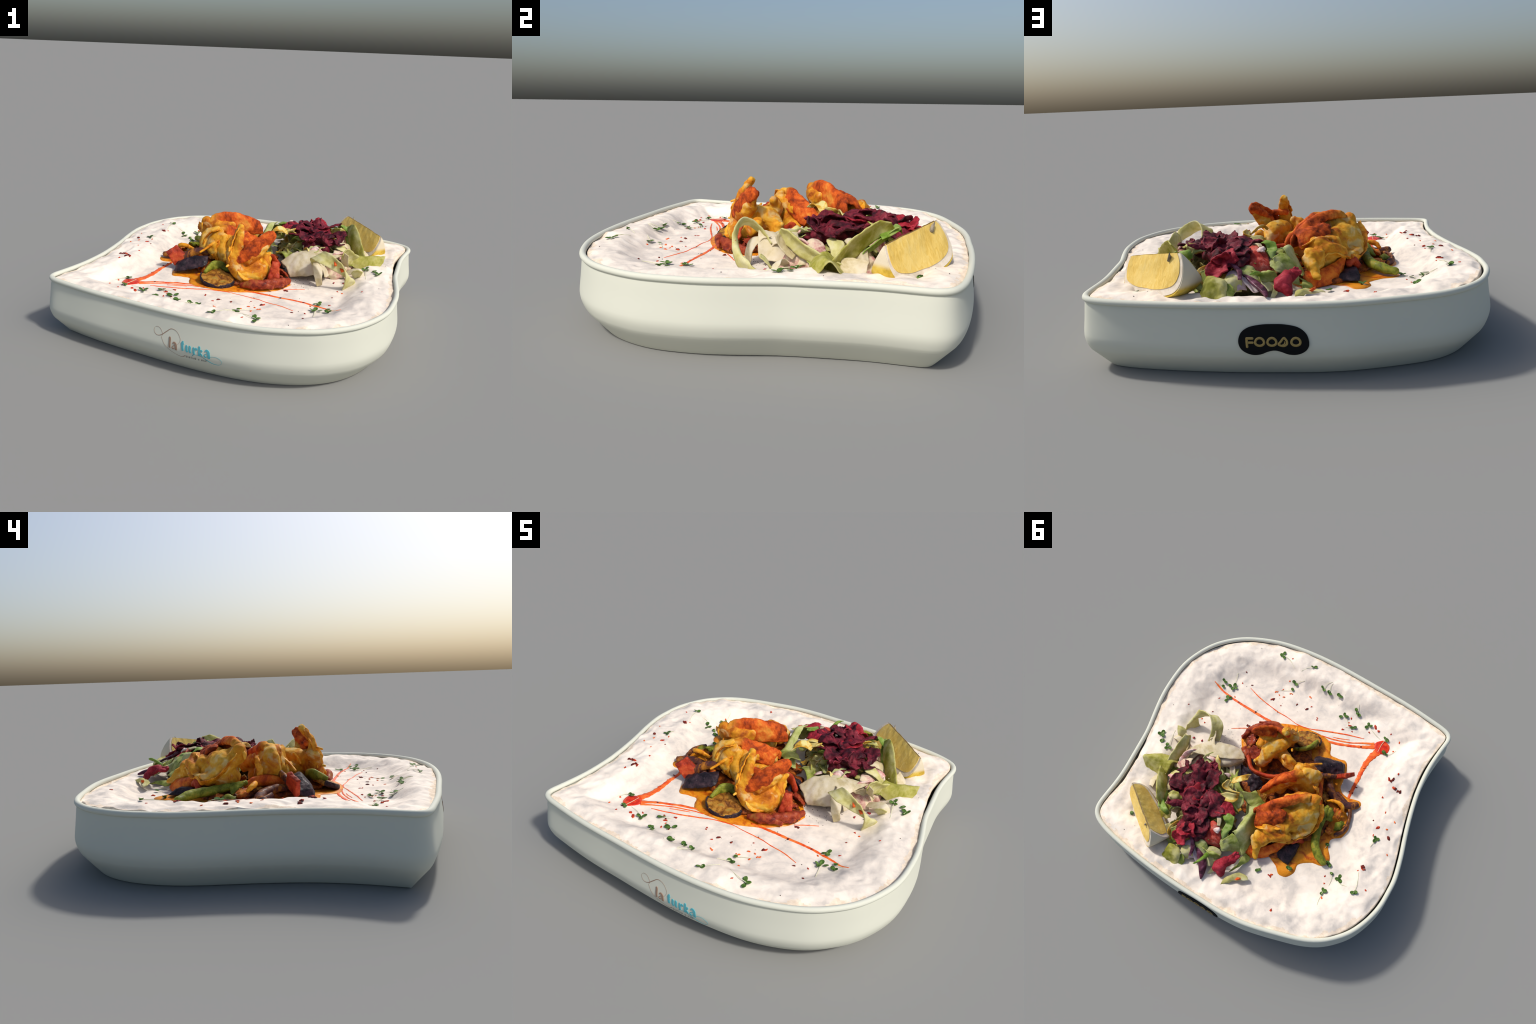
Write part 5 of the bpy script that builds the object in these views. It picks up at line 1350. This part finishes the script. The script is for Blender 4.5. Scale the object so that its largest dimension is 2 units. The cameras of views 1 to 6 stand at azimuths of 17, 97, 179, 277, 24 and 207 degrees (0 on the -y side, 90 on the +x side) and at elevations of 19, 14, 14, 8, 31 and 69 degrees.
leaf([[(0.205, 0.653, 0.420), (0.181, 0.664, 0.410), (0.159, 0.686, 0.380)], [(0.163, 0.661, 0.410), (0.139, 0.670, 0.410), (0.117, 0.684, 0.370)], [(0.129, 0.650, 0.410), (0.092, 0.654, 0.410), (0.076, 0.654, 0.380)]], mid_green, 0.006, ruffle=0.012, ruffle_scale=36, jag=0.006, seed=46)
leaf([[(0.180, 0.641, 0.400), (0.143, 0.622, 0.410), (0.100, 0.620, 0.400)], [(0.162, 0.669, 0.385), (0.121, 0.652, 0.390), (0.082, 0.642, 0.380)], [(0.152, 0.722, 0.340), (0.131, 0.733, 0.340), (0.111, 0.724, 0.340)]], pale, 0.006, seed=47, ruffle=0.006)
leaf([[(0.120, 0.779, 0.325), (0.106, 0.742, 0.345), (0.103, 0.705, 0.360)], [(0.101, 0.769, 0.320), (0.085, 0.747, 0.340), (0.082, 0.716, 0.360)]], pale, 0.007, nu=14, nv=12, seed=48)
leaf([[(0.009, 0.809, 0.335), (0.001, 0.764, 0.345), (-0.039, 0.715, 0.340), (-0.066, 0.691, 0.330)], [(-0.004, 0.797, 0.330), (-0.025, 0.767, 0.345), (-0.058, 0.735, 0.335), (-0.115, 0.692, 0.322)], [(-0.019, 0.780, 0.325), (-0.049, 0.758, 0.330), (-0.089, 0.739, 0.325), (-0.138, 0.710, 0.318)]], pale, 0.006, seed=49, wrinkle=0.006)
V, F = hull(np.array([(-0.072, 0.733, 0.342)]) + rng.normal(0, 1, (14, 3)) * (0.011, 0.011, 0.006))
mesh_object("carrot_dice", V, F, flake_orange, salad)
# beetroot: a crumpled heap of shreds
mound = [ball((*p, z), (r, r, h)) for p, z, r, h in (((0.40, 0.20), 0.43, 0.085, 0.045), ((0.43, 0.29), 0.45, 0.085, 0.045), ((0.38, 0.40), 0.46, 0.085, 0.045), ((0.34, 0.49), 0.45, 0.08, 0.045), ((0.36, 0.58), 0.42, 0.065, 0.04), ((0.28, 0.42), 0.45, 0.06, 0.035))]
V, F = fuse(mound, 0.008, 2, ((0.018, 14, 5), (0.010, 30, 11), (0.005, 60, 3)))
mesh_object("beetroot_shred", V, F, beet, salad)
shreds = [
    ([(0.452, 0.151, 0.527), (0.439, 0.159, 0.500), (0.451, 0.182, 0.480), (0.490, 0.226, 0.470)], [.008, .022, .022, .018]),
    ([(0.541, 0.187, 0.490), (0.526, 0.207, 0.490), (0.521, 0.229, 0.475), (0.553, 0.272, 0.460)], [.008, .012, .016, .016]),
    ([(0.362, 0.123, 0.495), (0.356, 0.142, 0.495), (0.379, 0.172, 0.490), (0.408, 0.205, 0.495)], [.010, .016, .018, .018]),
    ([(0.406, 0.190, 0.505), (0.407, 0.232, 0.520), (0.397, 0.269, 0.515), (0.363, 0.299, 0.500), (0.360, 0.341, 0.490)], [.014, .028, .032, .03, .022]),
    ([(0.326, 0.168, 0.495), (0.325, 0.211, 0.505), (0.318, 0.249, 0.500), (0.325, 0.292, 0.480), (0.315, 0.319, 0.450)], [.014, .026, .026, .022, .014]),
    ([(0.553, 0.280, 0.480), (0.551, 0.327, 0.490), (0.519, 0.362, 0.495), (0.465, 0.367, 0.480)], [.018, .026, .028, .02]),
    ([(0.514, 0.315, 0.500), (0.482, 0.294, 0.505), (0.444, 0.305, 0.500), (0.435, 0.340, 0.490)], [.016, .024, .024, .018]),
    ([(0.558, 0.378, 0.490), (0.521, 0.385, 0.485), (0.473, 0.388, 0.470), (0.425, 0.375, 0.470)], [.012, .022, .026, .02]),
    ([(0.351, 0.307, 0.500), (0.374, 0.357, 0.505), (0.410, 0.393, 0.500), (0.421, 0.427, 0.500)], [.022, .03, .03, .024]),
    ([(0.507, 0.503, 0.538), (0.483, 0.495, 0.530), (0.450, 0.478, 0.515), (0.409, 0.464, 0.505)], [.010, .010, .013, .02]),
    ([(0.423, 0.465, 0.505), (0.412, 0.426, 0.510), (0.378, 0.395, 0.510), (0.342, 0.401, 0.500)], [.02, .03, .034, .024]),
    ([(0.400, 0.495, 0.490), (0.393, 0.473, 0.510), (0.367, 0.444, 0.515), (0.338, 0.434, 0.510)], [.014, .026, .028, .02]),
    ([(0.320, 0.421, 0.510), (0.296, 0.378, 0.520), (0.261, 0.355, 0.530), (0.208, 0.355, 0.510), (0.184, 0.349, 0.495)], [.018, .028, .03, .024, .016]),
    ([(0.253, 0.375, 0.510), (0.215, 0.401, 0.515), (0.216, 0.440, 0.510), (0.257, 0.467, 0.505)], [.02, .03, .032, .022]),
    ([(0.210, 0.414, 0.500), (0.171, 0.393, 0.505), (0.132, 0.385, 0.490), (0.096, 0.401, 0.470)], [.016, .026, .024, .008]),
    ([(0.305, 0.440, 0.510), (0.294, 0.478, 0.520), (0.300, 0.518, 0.510), (0.298, 0.554, 0.500)], [.022, .03, .032, .024]),
    ([(0.253, 0.475, 0.505), (0.248, 0.516, 0.500), (0.265, 0.552, 0.495), (0.315, 0.585, 0.480)], [.022, .03, .032, .022]),
    ([(0.333, 0.556, 0.490), (0.331, 0.587, 0.495), (0.323, 0.615, 0.485), (0.289, 0.622, 0.460)], [.018, .03, .034, .02]),
    ([(0.220, 0.546, 0.490), (0.245, 0.575, 0.485), (0.275, 0.609, 0.470), (0.330, 0.625, 0.475)], [.016, .026, .026, .016]),
    ([(0.348, 0.606, 0.485), (0.352, 0.636, 0.460), (0.364, 0.669, 0.435), (0.382, 0.687, 0.415)], [.012, .028, .034, .014]),
    ([(0.221, 0.515, 0.485), (0.218, 0.569, 0.455), (0.236, 0.610, 0.430), (0.253, 0.641, 0.410)], [.014, .02, .018, .008]),
    ([(0.350, 0.600, 0.46), (0.335, 0.625, 0.49), (0.312, 0.640, 0.522)], [.03, .026, .006]),
    ([(0.325, 0.359, 0.500), (0.284, 0.345, 0.490), (0.235, 0.330, 0.485), (0.192, 0.301, 0.480)], [.022, .026, .02, .008]),
]
for k, (line, half) in enumerate(shreds):
    d = unit(np.array(line[-1]) - np.array(line[0]))
    s = unit(np.cross(d, (rng.normal(0, .35), rng.normal(0, .35), 1)))
    line = [(x, y, z - 0.008) for x, y, z in line]
    band(line, [h * 1.65 for h in half], tuple(s), beet_red if k in (8, 14, 19, 20, 21, 17) else beet, 0.010, "beetroot_shred", n=26, nv=14, curl=0.3 if k % 3 else -0.2, ruffle=0.012, ruffle_scale=16, wrinkle=0.011, jag=0.009, seed=60 + k)
for k in range(8):   # crumpled scraps lying over the heap
    t = k / 8
    c = np.array([0.44 - 0.14 * t + rng.normal(0, .035), 0.18 + 0.44 * t + rng.normal(0, .03), 0.484 + rng.normal(0, .010)])
    a = rng.uniform(0, 6.28)
    d = np.array([math.cos(a), math.sin(a), rng.normal(0, .4)]) * rng.uniform(.025, .045)
    band([c - d, c + (0, 0, .008), c + d], [.014, .030, .018], tuple(unit(np.cross(d, (0, 0, 1))) + (0, 0, rng.normal(0, .3))), beet, 0.009, "beetroot_shred", n=18, nv=12, curl=0.25, ruffle=0.014, ruffle_scale=30, wrinkle=0.010, jag=0.010, seed=90 + k)
# beet stained white bits under the heap
for k, (line, half) in enumerate([([(0.592, 0.146, 0.420), (0.570, 0.110, 0.430), (0.537, 0.079, 0.435)], [.02, .03, .02]), ([(0.604, 0.184, 0.390), (0.603, 0.156, 0.400), (0.585, 0.121, 0.410)], [.014, .02, .014]), ([(0.561, 0.326, 0.400), (0.601, 0.300, 0.400), (0.631, 0.298, 0.385)], [.012, .022, .014]),
                                  ([(0.455, 0.095, 0.440), (0.412, 0.103, 0.450), (0.385, 0.109, 0.440)], [.012, .02, .012]), ([(0.309, 0.151, 0.400), (0.285, 0.141, 0.390), (0.262, 0.150, 0.370)], [.01, .016, .012])]):
    band(line, half, (0.5, 0.5, 0.4), pink_white, 0.012, "stained_cabbage", n=20, curl=0.3, seed=130 + k)
# pink radish with a white blossom-like end, crimson scrap at the corner
leaf([[(0.213, 0.501, 0.485), (0.193, 0.490, 0.495), (0.161, 0.498, 0.485)], [(0.211, 0.552, 0.460), (0.174, 0.532, 0.480), (0.129, 0.527, 0.465)], [(0.209, 0.606, 0.425), (0.167, 0.586, 0.440), (0.114, 0.577, 0.420)], [(0.207, 0.622, 0.395), (0.150, 0.611, 0.395), (0.097, 0.600, 0.385)]], radish_red, 0.02, "radish_piece", seed=51, wrinkle=0.008)
chunk("radish_top", [(0.186, 0.537, 0.480), (0.171, 0.522, 0.500), (0.144, 0.506, 0.505), (0.126, 0.515, 0.495), (0.128, 0.543, 0.485), (0.144, 0.562, 0.475), (0.168, 0.554, 0.480), (0.150, 0.531, 0.512)], pink_white, salad, amp=0.008, sc=36, seed=4)
band([(0.192, 0.441, 0.500), (0.166, 0.467, 0.505), (0.153, 0.504, 0.500)], [.010, .012, .010], (0.8, 0.3, 0.2), cream, 0.010, "radish_stalk", n=16, nv=8, seed=52)
leaf([[(0.000, 0.599, 0.415), (-0.016, 0.594, 0.405), (-0.030, 0.600, 0.395)], [(0.038, 0.647, 0.400), (0.010, 0.651, 0.410), (-0.020, 0.646, 0.385)], [(0.080, 0.683, 0.390), (0.037, 0.696, 0.405), (0.014, 0.692, 0.370)], [(0.093, 0.735, 0.360), (0.055, 0.737, 0.375), (0.024, 0.729, 0.340)], [(0.070, 0.735, 0.340), (0.035, 0.760, 0.325), (0.019, 0.743, 0.325)]],
     beet_red, 0.022, "beetroot_shred", nu=32, nv=22, wrinkle=0.012, seed=53, jag=0.006)
# red onion pieces
band([(0.136, 0.828, 0.350), (0.144, 0.789, 0.365), (0.160, 0.745, 0.375), (0.190, 0.702, 0.390), (0.233, 0.661, 0.405)], [.004, .018, .024, .024, .014], (0.75, 0.45, 0.35), onion_purple, 0.016, "onion_slice", n=34, nv=10, curl=0.4, seed=54, wrinkle=0.002)
leaf([[(0.328, 0.718, 0.385), (0.286, 0.729, 0.365), (0.286, 0.747, 0.340)], [(0.309, 0.655, 0.420), (0.273, 0.703, 0.400), (0.256, 0.739, 0.360)], [(0.269, 0.636, 0.420), (0.240, 0.688, 0.400), (0.226, 0.723, 0.350)]], onion_lilac, 0.010, "onion_slice", nu=18, nv=16, seed=55)
band([(0.294, 0.626, 0.450), (0.271, 0.653, 0.440), (0.255, 0.686, 0.425), (0.255, 0.730, 0.405)], [.008, .011, .011, .008], (0.9, 0.2, 0.1), onion_purple, 0.014, "onion_slice", n=24, nv=10, seed=56, wrinkle=0.002)
band([(0.244, 0.690, 0.400), (0.215, 0.718, 0.370), (0.188, 0.749, 0.345)], [.014, .022, .016], (0.8, 0.3, 0.3), onion_lilac, 0.010, "onion_slice", n=20, curl=0.4, seed=57)
# more torn leaves filling the heap
mats = [mid_green, yellow_green, grey_green, pale, mid_green, oily_leaf]
a0, a1 = np.array((0.47, 0.10)), np.array((0.22, 0.58))
for k in range(90):
    t, off = rng.uniform(0, 1), rng.normal(0, .10)
    ax = a0 + (a1 - a0) * t
    side = np.array((a1 - a0)[::-1]) * (1, -1) / np.linalg.norm(a1 - a0)
    c = np.array([*(ax + side * off), 0.335 + 0.105 * math.exp(-(off / 0.105) ** 2) + rng.uniform(-.01, .012)])
    if (c[0] - 0.63) ** 2 + (c[1] - 0.6) ** 2 < 0.17 ** 2 or edge_distance(c[0], c[1])[0] < 0.20 or c[0] + 0.75 * c[1] < 0.36 or abs(off) < 0.035 or c[1] < 0.10 or (c[0] < 0.10 and c[1] < 0.5):
        continue
    f = rng.uniform(0, 6.28)
    u = np.array([math.cos(f), math.sin(f), 0.0]) * rng.uniform(.04, .07)
    u[2] = -0.5 * np.sign(off) * (u[:2] @ side) / 1.0
    w = unit(np.cross(u, (rng.normal(0, .3), rng.normal(0, .3), 1)))
    band([c - u, c + (0, 0, rng.uniform(.005, .022)), c + u], [.018, .040, .022], tuple(w), mats[k % 6], 0.006, "lettuce_leaf", n=20, nv=14, curl=rng.uniform(-.1, .5), ruffle=0.014, ruffle_scale=26, jag=0.008, wrinkle=0.006, seed=200 + k)
# broad pale leaves spreading over the lower border
leaf([[(0.326, 0.706, 0.400), (0.296, 0.682, 0.415), (0.261, 0.675, 0.410)], [(0.317, 0.738, 0.385), (0.283, 0.722, 0.400), (0.247, 0.708, 0.390)], [(0.301, 0.755, 0.345), (0.275, 0.745, 0.350), (0.247, 0.731, 0.345)]], pale, 0.007, seed=161, ruffle=0.008, jag=0.006)
leaf([[(0.258, 0.634, 0.430), (0.221, 0.616, 0.440), (0.187, 0.620, 0.420)], [(0.244, 0.668, 0.410), (0.202, 0.650, 0.415), (0.167, 0.645, 0.400)], [(0.215, 0.708, 0.370), (0.182, 0.704, 0.370), (0.156, 0.689, 0.360)]], mid_green, 0.007, seed=162, ruffle=0.010, jag=0.008)
leaf([[(0.464, 0.637, 0.400), (0.434, 0.610, 0.420), (0.403, 0.589, 0.430)], [(0.460, 0.677, 0.370), (0.421, 0.656, 0.390), (0.390, 0.634, 0.400)], [(0.433, 0.709, 0.345), (0.399, 0.691, 0.355), (0.366, 0.671, 0.370)]], mid_green, 0.007, seed=163, ruffle=0.010, jag=0.008)
leaf([[(0.120, 0.571, 0.440), (0.092, 0.546, 0.450), (0.055, 0.544, 0.430)], [(0.103, 0.598, 0.425), (0.068, 0.579, 0.430), (0.031, 0.569, 0.400)], [(0.084, 0.623, 0.400), (0.046, 0.611, 0.400), (0.011, 0.597, 0.370)]], grey_green, 0.007, seed=164, ruffle=0.010, jag=0.008)
leaf([[(0.581, 0.524, 0.430), (0.548, 0.501, 0.450), (0.511, 0.488, 0.460)], [(0.569, 0.554, 0.410), (0.532, 0.538, 0.430), (0.495, 0.526, 0.440)], [(0.542, 0.578, 0.380), (0.512, 0.573, 0.390), (0.478, 0.560, 0.410)]], yellow_green, 0.007, seed=165, ruffle=0.010, jag=0.008)
# small scraps of beetroot juice-stained leaf on the plate
for p in ((0.642, -0.037), (0.582, -0.043), (0.645, 0.021), (0.542, 0.112)):
    z = float(plate_height(*p)[0])
    V, F = hull(np.array([(p[0], p[1], z + 0.003)]) + rng.normal(0, 1, (10, 3)) * (0.008, 0.005, 0.002))
    mesh_object("beetroot_scrap", V, F, beet_red, salad)

for ob in bpy.data.objects:
    if "spot" in ob:
        del ob["spot"]
